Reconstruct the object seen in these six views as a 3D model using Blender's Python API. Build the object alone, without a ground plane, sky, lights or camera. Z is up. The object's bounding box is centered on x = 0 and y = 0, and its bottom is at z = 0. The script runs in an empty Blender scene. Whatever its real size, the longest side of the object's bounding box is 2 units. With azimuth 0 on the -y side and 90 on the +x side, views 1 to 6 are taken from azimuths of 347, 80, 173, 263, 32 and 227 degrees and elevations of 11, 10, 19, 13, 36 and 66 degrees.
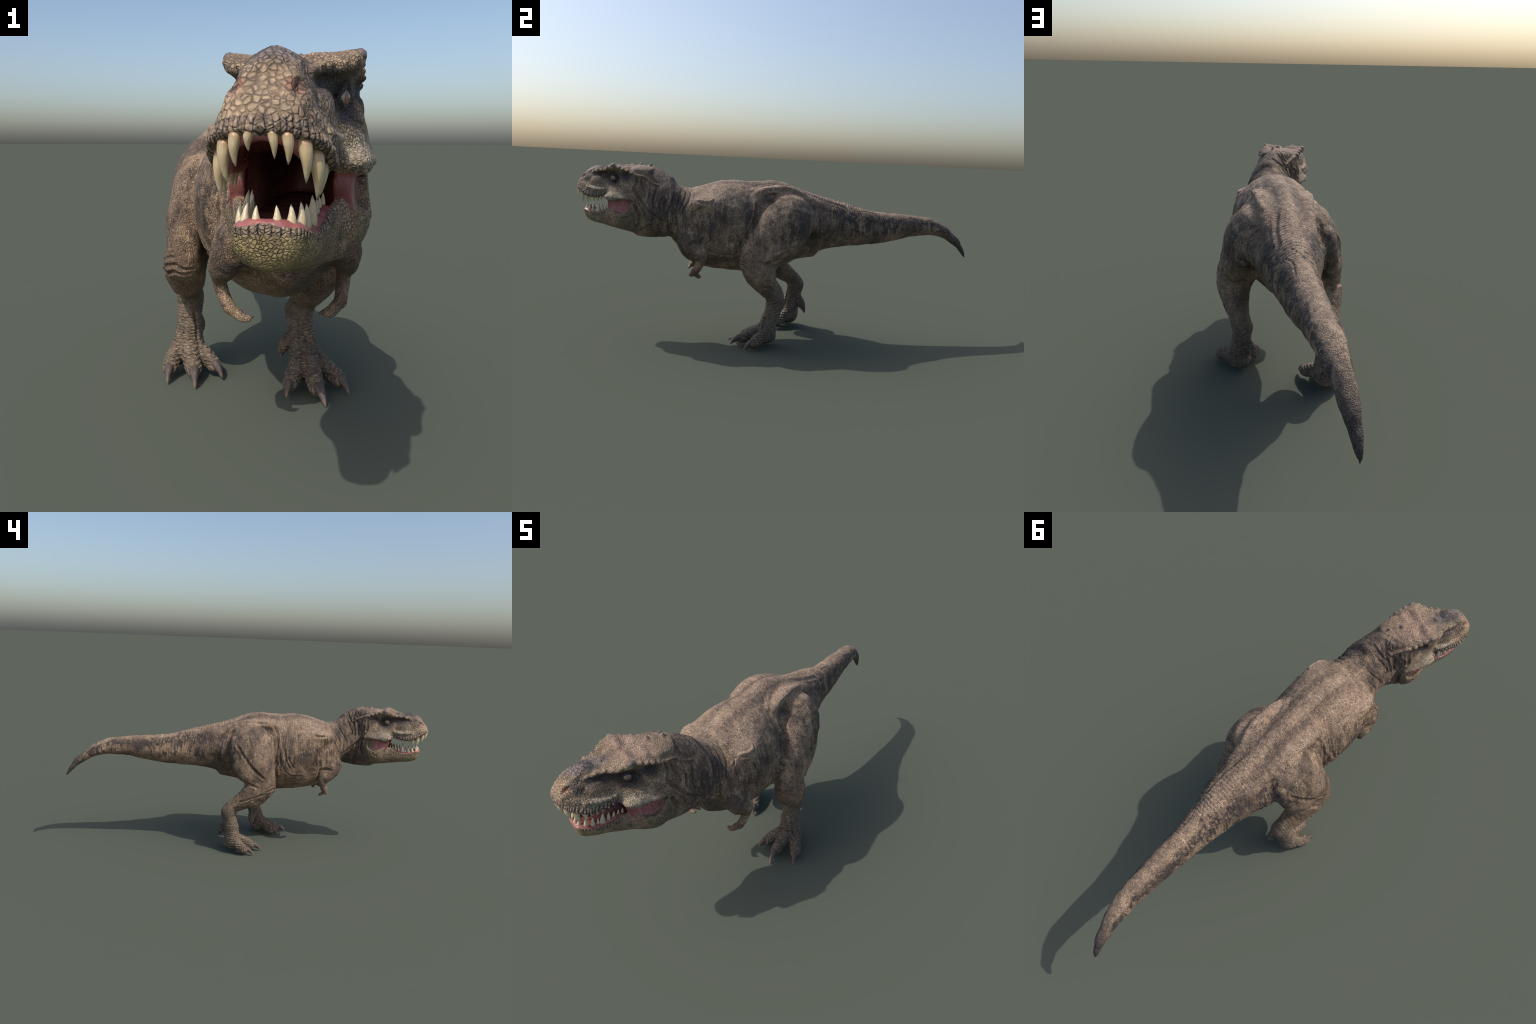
"""A striding open-mouthed tyrannosaur, built from implicit muscle volumes.

Every body region is a distance field (a loft through cross-sections, a chain of
elliptical cones or an ellipsoid); the fields are blended smoothly, skinned once by
surface nets, sculpted with folds and scales, then separated into anatomical parts.
"""
import bpy, math, random
import numpy as np
from mathutils import Vector, noise

random.seed(7)
H = 0.0036                                   # grid step of the body field
LO = np.array([-0.295, -1.012, -0.012])
HI = np.array([0.295, 1.012, 0.845])
N = np.ceil((HI - LO) / H).astype(int) + 1
AX = [LO[i] + H * np.arange(N[i]) for i in range(3)]

# ------------------------------------------------------------------ head frame
YAW = math.radians(25.0)
FWD = np.array([-math.sin(YAW), -math.cos(YAW), 0.0])
LEFT = np.array([math.cos(YAW), -math.sin(YAW), 0.0])
ORG = np.array([-0.094, -0.7775, 0.0])


def head_to_world(p):
    p = np.asarray(p, float)
    return ORG + p[..., 0:1] * FWD + p[..., 1:2] * LEFT + p[..., 2:3] * np.array([0, 0, 1.0])


def world_to_head(P):
    d = np.asarray(P) - ORG
    return np.stack([d @ FWD, d @ LEFT, d[..., 2]], -1)


def smooth_table(x, xs, ys):
    """Monotone-ish cubic (Catmull-Rom) interpolation of a profile."""
    xs = np.asarray(xs, float); ys = np.asarray(ys, float)
    m = np.zeros_like(ys)
    d = np.diff(ys) / np.diff(xs)
    m[1:-1] = np.where(d[:-1] * d[1:] > 0, 2 * d[:-1] * d[1:] / (d[:-1] + d[1:] + 1e-12), 0)
    m[0], m[-1] = d[0], d[-1]
    x = np.clip(x, xs[0], xs[-1])
    i = np.clip(np.searchsorted(xs, x) - 1, 0, len(xs) - 2)
    h = xs[i + 1] - xs[i]; t = (x - xs[i]) / h
    return ((2*t**3 - 3*t**2 + 1) * ys[i] + (t**3 - 2*t**2 + t) * h * m[i]
            + (-2*t**3 + 3*t**2) * ys[i + 1] + (t**3 - t**2) * h * m[i + 1])


# ------------------------------------------------------------------ the field
FIELD = np.full(N, 0.2, np.float32)
LABEL = np.zeros(N, np.int8)
BEST = np.full(N, 0.2, np.float32)
PARTS = ["torso", "neck", "tail", "head", "lower_jaw", "thigh", "shin", "foot", "toe", "arm", "hand", "cheek"]


def window(lo, hi, pad=0.05):
    a = np.maximum(((np.asarray(lo) - pad - LO) / H).astype(int), 0)
    b = np.minimum(((np.asarray(hi) + pad - LO) / H).astype(int) + 2, N)
    return tuple(slice(a[i], b[i]) for i in range(3))


def grids(w):
    return (AX[0][w[0]][:, None, None], AX[1][w[1]][None, :, None], AX[2][w[2]][None, None, :])


def smin(a, b, k):
    if k <= 0:
        return np.minimum(a, b)
    h = np.clip(0.5 + 0.5 * (b - a) / k, 0, 1)
    return b + (a - b) * h - k * h * (1 - h)


def smax(a, b, k):
    return -smin(-a, -b, k)


def unit_gradient(f):
    g = np.gradient(f, H)
    n = np.sqrt(g[0]**2 + g[1]**2 + g[2]**2)
    return f / np.clip(n, 0.35, None)


def add(w, d, k, part=None):
    """Blend a field into the body (k: blending radius)."""
    d = d.astype(np.float32)
    if part is not None:
        better = d < BEST[w]
        BEST[w] = np.where(better, d, BEST[w])
        LABEL[w] = np.where(better, PARTS.index(part), LABEL[w])
    FIELD[w] = smin(FIELD[w], d, k)


def carve(w, d, k):
    FIELD[w] = smax(FIELD[w], -d.astype(np.float32), k)


def ellipsoid(c, r, k, part=None, axes=None, cut=False):
    c = np.asarray(c, float); r = np.asarray(r, float)
    R = r.max()
    w = window(c - R, c + R, 0.03 + k)
    x, y, z = grids(w)
    q = [x - c[0], y - c[1], z - c[2]]
    if axes is None:
        axes = np.eye(3)
    u = [(q[0] * a[0] + q[1] * a[1] + q[2] * a[2]) for a in np.asarray(axes, float)]
    e = np.sqrt(sum((ui / ri)**2 for ui, ri in zip(u, r)))
    e2 = np.sqrt(sum((ui / ri**2)**2 for ui, ri in zip(u, r)))
    d = e * (e - 1) / np.maximum(e2, 1e-6)
    (carve(w, d, k) if cut else add(w, d, k, part))


def chain(stations, k, part, inner=0.02, side_hint=(1, 0, 0), cut=False):
    """A limb: elliptical cones through stations (x, y, z, side radius, front radius)."""
    S = np.asarray(stations, float)
    if len(S) > 2:
        u = np.concatenate([[0], np.cumsum(np.linalg.norm(np.diff(S[:, :3], axis=0), axis=1))])
        f = np.concatenate([np.linspace(u[i], u[i + 1], 4)[:-1] for i in range(len(u) - 1)] + [[u[-1]]])
        S = np.stack([smooth_table(f, u, S[:, i]) for i in range(S.shape[1])], 1)
    P, A, B = S[:, :3], S[:, 3], S[:, 4]
    inner = min(inner, .005)
    R = max(A.max(), B.max())
    w = window(P.min(0) - R, P.max(0) + R, 0.03 + k)
    total = np.full([q.stop - q.start for q in w], .2, np.float32)
    for i in range(len(P) - 1):
        ax = P[i + 1] - P[i]; L = np.linalg.norm(ax); ax /= L
        r = max(A[i], A[i + 1], B[i], B[i + 1])
        ww = window(np.minimum(P[i], P[i + 1]) - r, np.maximum(P[i], P[i + 1]) + r, 0.02 + k)
        ww = tuple(slice(max(p.start, q.start), min(p.stop, q.stop)) for p, q in zip(ww, w))
        sub = tuple(slice(p.start - q.start, p.stop - q.start) for p, q in zip(ww, w))
        x, y, z = (g.astype(np.float32) for g in grids(ww))
        side = np.asarray(side_hint, float); side = side - ax * (side @ ax); side /= np.linalg.norm(side)
        front = np.cross(ax, side)
        ax, side, front = (v.astype(np.float32) for v in (ax, side, front))
        q0, q1, q2 = x - np.float32(P[i, 0]), y - np.float32(P[i, 1]), z - np.float32(P[i, 2])
        h = np.clip((q0 * ax[0] + q1 * ax[1] + q2 * ax[2]) / np.float32(L), 0, 1)
        a = np.float32(A[i]) + np.float32(A[i + 1] - A[i]) * h
        b = np.float32(B[i]) + np.float32(B[i + 1] - B[i]) * h
        hl = h * np.float32(L)
        ua = q0 * ax[0] + q1 * ax[1] + q2 * ax[2] - hl
        us = q0 * side[0] + q1 * side[1] + q2 * side[2]
        uf = q0 * front[0] + q1 * front[1] + q2 * front[2]
        c = np.minimum(a, b)
        us, uf, ua = us / a, uf / b, ua / c
        e = np.sqrt(us * us + uf * uf + ua * ua)
        e2 = np.sqrt((us / a)**2 + (uf / b)**2 + (ua / c)**2)
        d = np.where(e > 1e-3, e * (e - 1) / np.maximum(e2, 1e-6), -c)
        total[sub] = smin(total[sub], d, inner)
    (carve(w, total, k) if cut else add(w, total, k, part))


# ------------------------------------------------------------------ trunk, neck and tail
# y, middle x, top z, bottom z, half width, height of the widest point, upper and lower roundness
TRUNK = np.array([
    (-0.770, -0.080, .785, .540, .045, .50, 2.0, 2.0),
    (-0.740, -0.072, .806, .500, .082, .44, 2.0, 2.0),
    (-0.700, -0.055, .814, .479, .103, .40, 1.7, 2.0),
    (-0.650, -0.035, .812, .477, .107, .40, 1.65, 1.85),
    (-0.605, -0.017, .804, .481, .106, .41, 1.65, 1.75),
    (-0.558, -0.004, .774, .487, .107, .43, 1.7, 1.65),
    (-0.530, -0.004, .746, .460, .110, .46, 1.8, 1.6),
    (-0.500, -0.002, .726, .402, .118, .50, 1.9, 1.55),
    (-0.470, -0.003, .722, .378, .128, .53, 1.95, 1.5),
    (-0.430, -0.004, .727, .359, .148, .55, 2.0, 1.75),
    (-0.380, -0.005, .743, .345, .167, .55, 2.0, 1.95),
    (-0.310, -0.006, .762, .335, .175, .54, 1.9, 2.0),
    (-0.240, -0.005, .766, .328, .174, .53, 1.8, 2.0),
    (-0.185, -0.005, .761, .326, .166, .53, 1.75, 2.0),
    (-0.130, -0.011, .765, .330, .146, .50, 1.75, 2.0),
    (-0.080, -0.012, .770, .337, .132, .53, 1.7, 2.0),
    (-0.030, -0.013, .766, .346, .124, .56, 1.6, 2.0),
    (0.020, -0.010, .751, .362, .120, .60, 1.6, 1.7),
    (0.060, -0.008, .737, .385, .115, .60, 1.6, 1.75),
    (0.110, -0.006, .721, .396, .110, .58, 1.65, 1.65),
    (0.150, -0.004, .710, .404, .108, .55, 1.65, 1.65),
    (0.175, -0.004, .704, .430, .106, .52, 1.65, 1.75),
    (0.240, -0.005, .687, .449, .101, .51, 1.8, 1.85),
    (0.300, -0.006, .671, .456, .084, .50, 1.85, 1.95),
    (0.390, -0.009, .646, .464, .070, .50, 1.9, 2.0),
    (0.480, -0.012, .633, .474, .060, .50, 1.9, 2.0),
    (0.600, -0.017, .627, .498, .051, .50, 1.9, 2.0),
    (0.690, -0.022, .619, .516, .047, .50, 1.9, 2.0),
    (0.770, -0.027, .609, .521, .042, .50, 2.0, 2.0),
    (0.820, -0.031, .590, .515, .037, .50, 2.0, 2.0),
    (0.865, -0.036, .568, .503, .031, .50, 2.0, 2.0),
    (0.903, -0.041, .538, .481, .026, .50, 2.0, 2.0),
    (0.944, -0.046, .503, .453, .021, .50, 2.0, 2.0),
    (0.972, -0.051, .469, .428, .015, .50, 2.0, 2.0),
    (0.990, -0.054, .435, .412, .008, .50, 2.0, 2.0),
    (1.000, -0.055, .407, .401, .002, .50, 2.0, 2.0)])


def trunk_at(y):
    return [smooth_table(y, TRUNK[:, 0], TRUNK[:, i]) for i in range(1, 8)]


def build_trunk():
    w = window((-.28, -.775, .30), (.28, 1.0, .84), 0.03)
    x, y, z = grids(w)
    yy = AX[1][w[1]]
    xc, zt, zb, hw, zw, nu, nl = [v[None, :, None] for v in trunk_at(yy)]
    zm = zb + zw * (zt - zb)
    up = z > zm
    a = np.abs(x - xc) / hw
    b = np.where(up, (z - zm) / (zt - zm), (zm - z) / (zm - zb))
    n = np.where(up, nu, nl)
    f = (a**n + b**n)**(1 / n) - 1
    f = f * np.minimum(hw, (zt - zb) / 2)
    d = unit_gradient(f)
    d = np.maximum(d, yy[None, :, None] - 1.0005)
    d = np.maximum(d, -0.772 - yy[None, :, None])
    d = d.astype(np.float32)
    FIELD[w] = d
    BEST[w] = d
    LABEL[w] = np.where(y < -0.53, PARTS.index("neck"), np.where(y > 0.19, PARTS.index("tail"), 0)) + np.zeros(d.shape, np.int8)


build_trunk()
SIDES = (1, -1)
# shoulder girdle, ilium and tail-root muscles
ellipsoid((0.106, -0.395, .650), (.040, .075, .036), .022, "torso")
ellipsoid((-0.122, -0.398, .650), (.040, .075, .036), .022, "torso")
for s, cx, cy, up in ((1, -.010, .0, .009), (-1, -.010, .015, -.002)):
    chain([(cx + s * .096, cy - .150, .708 + up, .016, .016), (cx + s * .090, cy - .11, .718 + up, .022, .018), (cx + s * .084, cy - .04, .724 + up, .027, .019),
           (cx + s * .073, cy + .06, .699 + up * .4, .025, .020), (cx + s * .060, cy + .17, .640, .027, .027)], .028, "torso")
    bulge = .010 if s > 0 else .0
    chain([(cx + s * .072 + bulge, .10, .590, .040, .055), (cx + s * .068 + bulge, .20, .572, .036, .050), (cx + s * .046, .33, .556, .024, .042)], .020, "tail")

# ------------------------------------------------------------------ hind legs
def leg(side, thigh, shin, meta):
    chain(thigh, .030, "thigh", .035)
    chain(shin, .012, "shin", .018)
    chain(meta, .010, "foot", .016)


#        x, y, z, side radius, front radius
leg(1,
    [(.108, -.004, .660, .052, .088), (.138, -.010, .602, .060, .118), (.154, -.046, .540, .058, .120),
     (.166, -.108, .480, .051, .100), (.178, -.163, .430, .046, .076), (.184, -.190, .395, .046, .056)],
    [(.186, -.176, .390, .052, .060), (.174, -.146, .350, .062, .070), (.164, -.108, .290, .049, .051),
     (.152, -.066, .240, .038, .041), (.142, -.058, .205, .040, .042)],
    [(.142, -.058, .205, .040, .042), (.145, -.070, .155, .036, .037), (.151, -.090, .105, .041, .037), (.155, -.098, .060, .050, .042)])
leg(-1,
    [(-.122, .000, .655, .052, .082), (-.150, .000, .600, .056, .116), (-.164, -.012, .540, .056, .116),
     (-.180, -.045, .480, .052, .095), (-.190, -.080, .420, .045, .068), (-.192, -.095, .372, .046, .052)],
    [(-.195, -.080, .372, .052, .058), (-.187, -.035, .340, .056, .070), (-.175, .022, .300, .050, .050),
     (-.164, .085, .258, .038, .038), (-.159, .108, .225, .040, .040)],
    [(-.159, .108, .225, .040, .040), (-.163, .098, .175, .036, .038), (-.169, .086, .110, .041, .040), (-.172, .085, .062, .050, .044)])

# muscle that carries the thigh over into the tail root
ellipsoid((.095, .115, .580), (.042, .065, .055), .03, "torso")
ellipsoid((-.096, .125, .562), (.040, .062, .050), .03, "torso")
# slack muscle behind the thigh, and the inner thigh
chain([(.168, .000, .500, .034, .050), (.180, -.060, .455, .036, .040), (.190, -.105, .425, .030, .026)], .020, "thigh")
chain([(-.178, .045, .500, .034, .050), (-.188, .015, .458, .036, .040), (-.200, -.010, .428, .028, .026)], .020, "thigh")
chain([(.092, -.030, .500, .030, .062), (.122, -.078, .430, .035, .055), (.140, -.112, .370, .034, .046)], .025, "thigh")
chain([(-.100, .015, .500, .036, .070), (-.138, -.015, .430, .038, .055), (-.160, -.040, .370, .034, .045)], .025, "thigh")

# toes: root, knuckle, pad, tip (claws are parts of their own)
TOES = {
    "left": dict(mid=[(.154, -.115, .072, .025, .027), (.154, -.160, .056, .024, .027), (.151, -.195, .036, .023, .026), (.150, -.214, .027, .020, .020)],
                 out=[(.180, -.100, .072, .024, .024), (.205, -.130, .052, .024, .026), (.224, -.160, .034, .023, .025), (.231, -.174, .026, .019, .019)],
                 inn=[(.128, -.118, .066, .024, .026), (.108, -.145, .052, .023, .026), (.090, -.168, .036, .022, .024), (.083, -.178, .029, .019, .019)],
                 heel=[(.150, -.080, .036, .034, .026), (.158, -.115, .036, .045, .026)]),
    "right": dict(mid=[(-.171, .070, .076, .024, .026), (-.170, .022, .058, .024, .027), (-.167, -.010, .038, .023, .026), (-.166, -.027, .029, .020, .020)],
                  out=[(-.196, .085, .072, .024, .024), (-.216, .055, .052, .024, .026), (-.230, .028, .034, .023, .025), (-.235, .018, .027, .019, .019)],
                  inn=[(-.146, .072, .070, .024, .026), (-.128, .040, .054, .023, .026), (-.110, .012, .038, .022, .024), (-.104, .000, .031, .019, .019)],
                  heel=[(-.170, .088, .040, .034, .026), (-.172, .070, .038, .045, .026)])}
for foot in TOES.values():
    chain(foot["heel"], .02, "foot")
    for t in ("mid", "out", "inn"):
        chain(foot[t], .012, "toe", .012)
# first toe, held high behind the foot
chain([(.122, -.055, .135, .018, .018), (.104, -.050, .105, .016, .017), (.094, -.053, .085, .011, .012)], .01, "toe")
chain([(-.142, .120, .155, .018, .018), (-.130, .136, .125, .016, .018), (-.124, .146, .102, .011, .013)], .01, "toe")

# ------------------------------------------------------------------ arms
chain([(.098, -.462, .490, .046, .048), (.122, -.455, .462, .034, .042), (.138, -.425, .432, .027, .034)], .024, "arm")
chain([(.140, -.420, .432, .019, .030), (.138, -.412, .405, .0145, .022), (.129, -.428, .365, .0118, .017), (.120, -.442, .342, .012, .015)], .010, "arm")
chain([(-.120, -.476, .494, .052, .058), (-.138, -.466, .462, .034, .045), (-.148, -.436, .430, .027, .034)], .024, "arm")
chain([(-.152, -.430, .432, .019, .030), (-.150, -.420, .405, .0145, .022), (-.140, -.430, .368, .0118, .017), (-.130, -.440, .345, .012, .015)], .010, "arm")
for s, x0 in ((1, .120), (-1, -.130)):
    chain([(x0, -.442, .342, .012, .014), (x0 - s * .016, -.446, .331, .012, .012)], .006, "hand")
    chain([(x0 - s * .012, -.450, .332, .008, .0085), (x0 - s * .030, -.458, .322, .0075, .008), (x0 - s * .040, -.459, .322, .005, .005)], .004, "hand")
    chain([(x0 - s * .012, -.438, .329, .008, .0085), (x0 - s * .025, -.423, .314, .0075, .008), (x0 - s * .033, -.417, .309, .005, .005)], .003, "hand")

# ------------------------------------------------------------------ head
LIP_S = [-.10, -.06, -.02, .015, .035, .055, .075, .100, .130, .155, .180, .210, .236, .26]
LIP_Z = [.653, .656, .654, .648, .652, .662, .664, .6575, .656, .661, .674, .689, .700, .703]
JAW_S = [-.12, -.095, -.07, -.045, -.02, .0, .02, .04, .065, .09, .12, .165, .20, .22]
JAW_Z = [.655, .640, .600, .590, .596, .603, .611, .609, .598, .587, .583, .595, .601, .602]
TOP_S = [-.17, -.13, -.09, -.05, -.01, .03, .06, .09, .117, .14, .16, .19, .212, .228, .24]
TOP_Z = [.806, .812, .812, .806, .802, .799, .795, .790, .799, .798, .790, .772, .750, .730, .702]
BOT_S = [-.14, -.10, -.05, .0, .05, .10, .145, .175, .19, .205]
BOT_Z = [.492, .496, .501, .506, .513, .521, .528, .536, .550, .585]
# half width of the skull at the lip, cheek, eye and brow levels
SKULL_S = [-.16, -.12, -.09, -.06, -.02, .012, .04, .063, .10, .14, .17, .20, .222, .236, .243]
W_LIP = [.062, .098, .119, .123, .117, .110, .088, .072, .076, .080, .080, .072, .052, .024, .004]
W_CHK = [.066, .092, .104, .108, .104, .094, .074, .066, .066, .067, .066, .060, .044, .022, .004]
W_EYE = [.066, .080, .092, .093, .084, .076, .064, .056, .053, .052, .052, .048, .038, .018, .004]
W_BRW = [.056, .070, .078, .078, .082, .082, .070, .054, .041, .036, .037, .036, .028, .014, .003]
JAWW_S = [-.13, -.10, -.06, -.02, .02, .06, .10, .14, .165, .185, .198, .207]
JAWW = [.078, .106, .116, .108, .086, .070, .059, .054, .050, .042, .028, .004]


def head_grids(w):
    x, y, z = grids(w)
    dx, dy = x - ORG[0], y - ORG[1]
    s = dx * FWD[0] + dy * FWD[1] + 0 * z
    t = dx * LEFT[0] + dy * LEFT[1] + 0 * z
    return s, t, z + 0 * s


def col(s, xs, ys):
    q = np.linspace(-.3, .32, 1241)
    return np.interp(s, q, smooth_table(q, xs, ys))


def build_head():
    w = window(head_to_world(np.array([(.25, -.13, .47), (.25, .13, .84), (-.17, .13, .47), (-.17, -.13, .8)])).min(0),
               head_to_world(np.array([(.25, -.13, .47), (.25, .13, .84), (-.17, .13, .47), (-.17, -.13, .8)])).max(0), .02)
    s, t, z = head_grids(w)
    at = np.abs(t)
    # ---- upper skull
    lip = col(s, LIP_S, LIP_Z); top = col(s, TOP_S, TOP_Z)
    zn = np.clip((z - lip) / (top - lip), 0, 1)
    W = [col(s, SKULL_S, q) for q in (W_LIP, W_CHK, W_EYE, W_BRW)]
    knots = [0, .28, .62, .86]
    hw = W[0]
    for i in range(3):
        u = np.clip((zn - knots[i]) / (knots[i + 1] - knots[i]), 0, 1)
        u = u * u * (3 - 2 * u) * .6 + u * .4
        hw = hw + (W[i + 1] - W[i]) * u
    roof = np.clip((zn - .80) / .20, 0, 1)
    hw = hw * np.sqrt(np.clip(1 - roof**3.2 * .97, 0, 1))
    side = unit_gradient(at - hw)
    d = smax(side, z - top, .012)
    d = smax(d, lip - z, .010)
    d = smax(d, s - .242, .012)
    d = smax(d, -.165 - s, .01)
    add(w, d, .012, "head")
    # ---- lower jaw
    jz = col(s, JAW_S, JAW_Z); bz = col(s, BOT_S, BOT_Z); jw = col(s, JAWW_S, JAWW)
    jn = np.clip((z - bz) / (jz - bz), 0, 1)
    jw2 = jw * (1 - .50 * (1 - jn)**3.0)
    d = smax(unit_gradient(at - jw2), z - jz, .007)
    d = smax(d, bz - z, .022)
    d = smax(d, s - .204, .012)
    d = smax(d, -.120 - s, .02)
    add(w, d, .010, "lower_jaw")
    # ---- the skin stretched over the mouth corner
    front = .036 - 14 * (z - .634)**2
    outer = .102 - .05 * np.clip(s, 0, 1) - .012 * np.cos(np.clip((z - .628) / .05, -1.5, 1.5))
    ck = smax(smax(s - front, -.100 - s, .006), smax(.572 - z, z - .672, .006), .006)
    ck = smax(smax(ck, at - outer, .006), .060 - at, .006)
    add(w, unit_gradient(ck), .005, "cheek")
    # ---- mouth cavity and throat
    half = np.interp(s, [-.16, -.08, -.02, .03, .10, .16, .19, .205, .225], [.020, .050, .072, .062, .050, .050, .042, .030, .0])
    roofz = col(s, LIP_S, LIP_Z) + np.interp(s, [-.15, -.05, .05, .15, .2, .23], [.0, .012, .028, .026, .018, .004])
    roofz = roofz + .010 * np.clip(1 - (at / np.maximum(half, .01))**2, 0, 1)
    floor = col(s, JAW_S, JAW_Z) - np.interp(s, [-.15, -.06, .0, .1, .16, .19], [-.02, .0, .022, .014, .012, .004])
    floor = np.where(s < -.05, np.interp(s, [-.16, -.10, -.05], [.60, .595, .590]), floor)
    cav = smax(smax(at - half, z - roofz, .012), floor - z, .012)
    cav = smax(cav, -.150 - s, .02)
    carve(w, unit_gradient(cav), .007)
    return


build_head()


def head_chain(st, k, part="head", mirror=True, cut=False, inner=.01):
    for s in (SIDES if mirror else (1,)):
        q = np.array(st, float)
        q[:, 1] *= s
        P = head_to_world(q[:, :3])
        chain(np.hstack([P, q[:, 3:5]]), k, part, inner, side_hint=LEFT, cut=cut)


def head_ball(c, r, k, part="head", mirror=True, cut=False):
    for s in (SIDES if mirror else (1,)):
        p = head_to_world(np.array([c[0], c[1] * s, c[2]]))
        ellipsoid(p, r, k, part, axes=(FWD, LEFT, (0, 0, 1)), cut=cut)


# eye sockets and the fossa in front of them
head_ball((.030, .080, .752), (.040, .018, .018), .014, cut=True)
head_ball((.004, .088, .745), (.028, .016, .020), .012, cut=True)
head_ball((.075, .074, .757), (.050, .011, .013), .012, cut=True)
head_ball((-.030, .098, .762), (.030, .012, .010), .010, cut=True)
# eyelids
head_chain([(-.003, .067, .7515, .004, .004), (.003, .0715, .7600, .004, .004), (.015, .0725, .7620, .004, .004), (.026, .067, .7545, .004, .004)], .003)
head_chain([(-.003, .067, .7505, .004, .004), (.004, .0710, .7405, .004, .004), (.015, .0720, .7385, .004, .004), (.026, .067, .7475, .004, .004)], .003)
# brow ridge sweeping up into the horn boss
head_chain([(.138, .038, .771, .008, .005), (.100, .044, .779, .010, .006), (.066, .054, .783, .011, .007), (.043, .074, .791, .012, .009),
            (.020, .084, .797, .011, .010), (.000, .085, .800, .012, .011), (-.030, .079, .794, .013, .011), (-.070, .078, .780, .012, .010), (-.092, .077, .767, .009, .009)], .010)
head_chain([(.002, .084, .797, .011, .011), (.002, .092, .807, .009, .009)], .005)
# a row of knobs along the brow
for a_, t_, z_, r_ in ((.128, .045, .777, .006), (.104, .052, .784, .007), (.076, .058, .789, .0075), (.052, .074, .793, .008), (.032, .088, .800, .008),
                       (-.026, .092, .800, .009), (-.046, .092, .793, .009), (-.066, .091, .786, .0095), (-.086, .088, .776, .008)):
    head_ball((a_, t_, z_), (r_ * 1.1, r_, r_ * .8), .0025)
# the roof rises as a slab towards each horn
head_chain([(.030, .030, .790, .018, .011), (.026, .060, .794, .014, .010), (.018, .080, .799, .009, .008)], .014)
head_chain([(-.010, .020, .796, .022, .010), (-.006, .055, .799, .020, .011), (.000, .084, .802, .012, .009)], .014)
head_chain([(-.050, .025, .797, .022, .010), (-.046, .060, .795, .018, .010)], .016)
# cheek lobe, jugal boss, ear knob, snout swelling
head_ball((.006, .094, .664), (.040, .022, .017), .014)
head_ball((-.058, .088, .741), (.020, .010, .014), .010)
head_ball((-.022, .090, .716), (.014, .010, .009), .008)
head_ball((.103, .056, .728), (.036, .012, .026), .012)
head_chain([(.150, .066, .700, .008, .008), (.110, .070, .694, .008, .007), (.060, .072, .696, .008, .007)], .010)
# nasal crest with its rear knob, nostrils
head_chain([(.185, 0, .770, .016, .010), (.150, 0, .786, .017, .012), (.115, 0, .790, .014, .011)], .012, mirror=False)
head_ball((.068, 0, .794), (.010, .010, .008), .008, mirror=False)
head_chain([(.184, .043, .758, .005, .005), (.196, .042, .752, .0085, .0062), (.209, .038, .743, .005, .005)], .0025, cut=True)
# knobs on the nape
head_ball((-.089, -.002, .815), (.008, .009, .011), .006, mirror=False)
head_ball((-.142, .004, .816), (.006, .007, .008), .006, mirror=False)
# gums
head_chain([(.220, .0, .699, .006, .007), (.216, .024, .694, .006, .007), (.204, .038, .683, .006, .007), (.180, .048, .669, .006, .007), (.150, .053, .658, .006, .006), (.110, .052, .658, .006, .006), (.070, .053, .664, .006, .005)], .004, part="cheek")
head_chain([(.193, .0, .596, .006, .006), (.188, .020, .595, .006, .006), (.172, .035, .590, .006, .006), (.140, .041, .580, .006, .006), (.100, .044, .583, .006, .006), (.050, .052, .602, .006, .005)], .004, part="cheek")
# tongue
head_chain([(-.10, 0, .600, .030, .012), (-.03, 0, .590, .030, .010), (.06, 0, .580, .026, .008), (.13, 0, .580, .020, .006)], .006, part="cheek", mirror=False)


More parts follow.
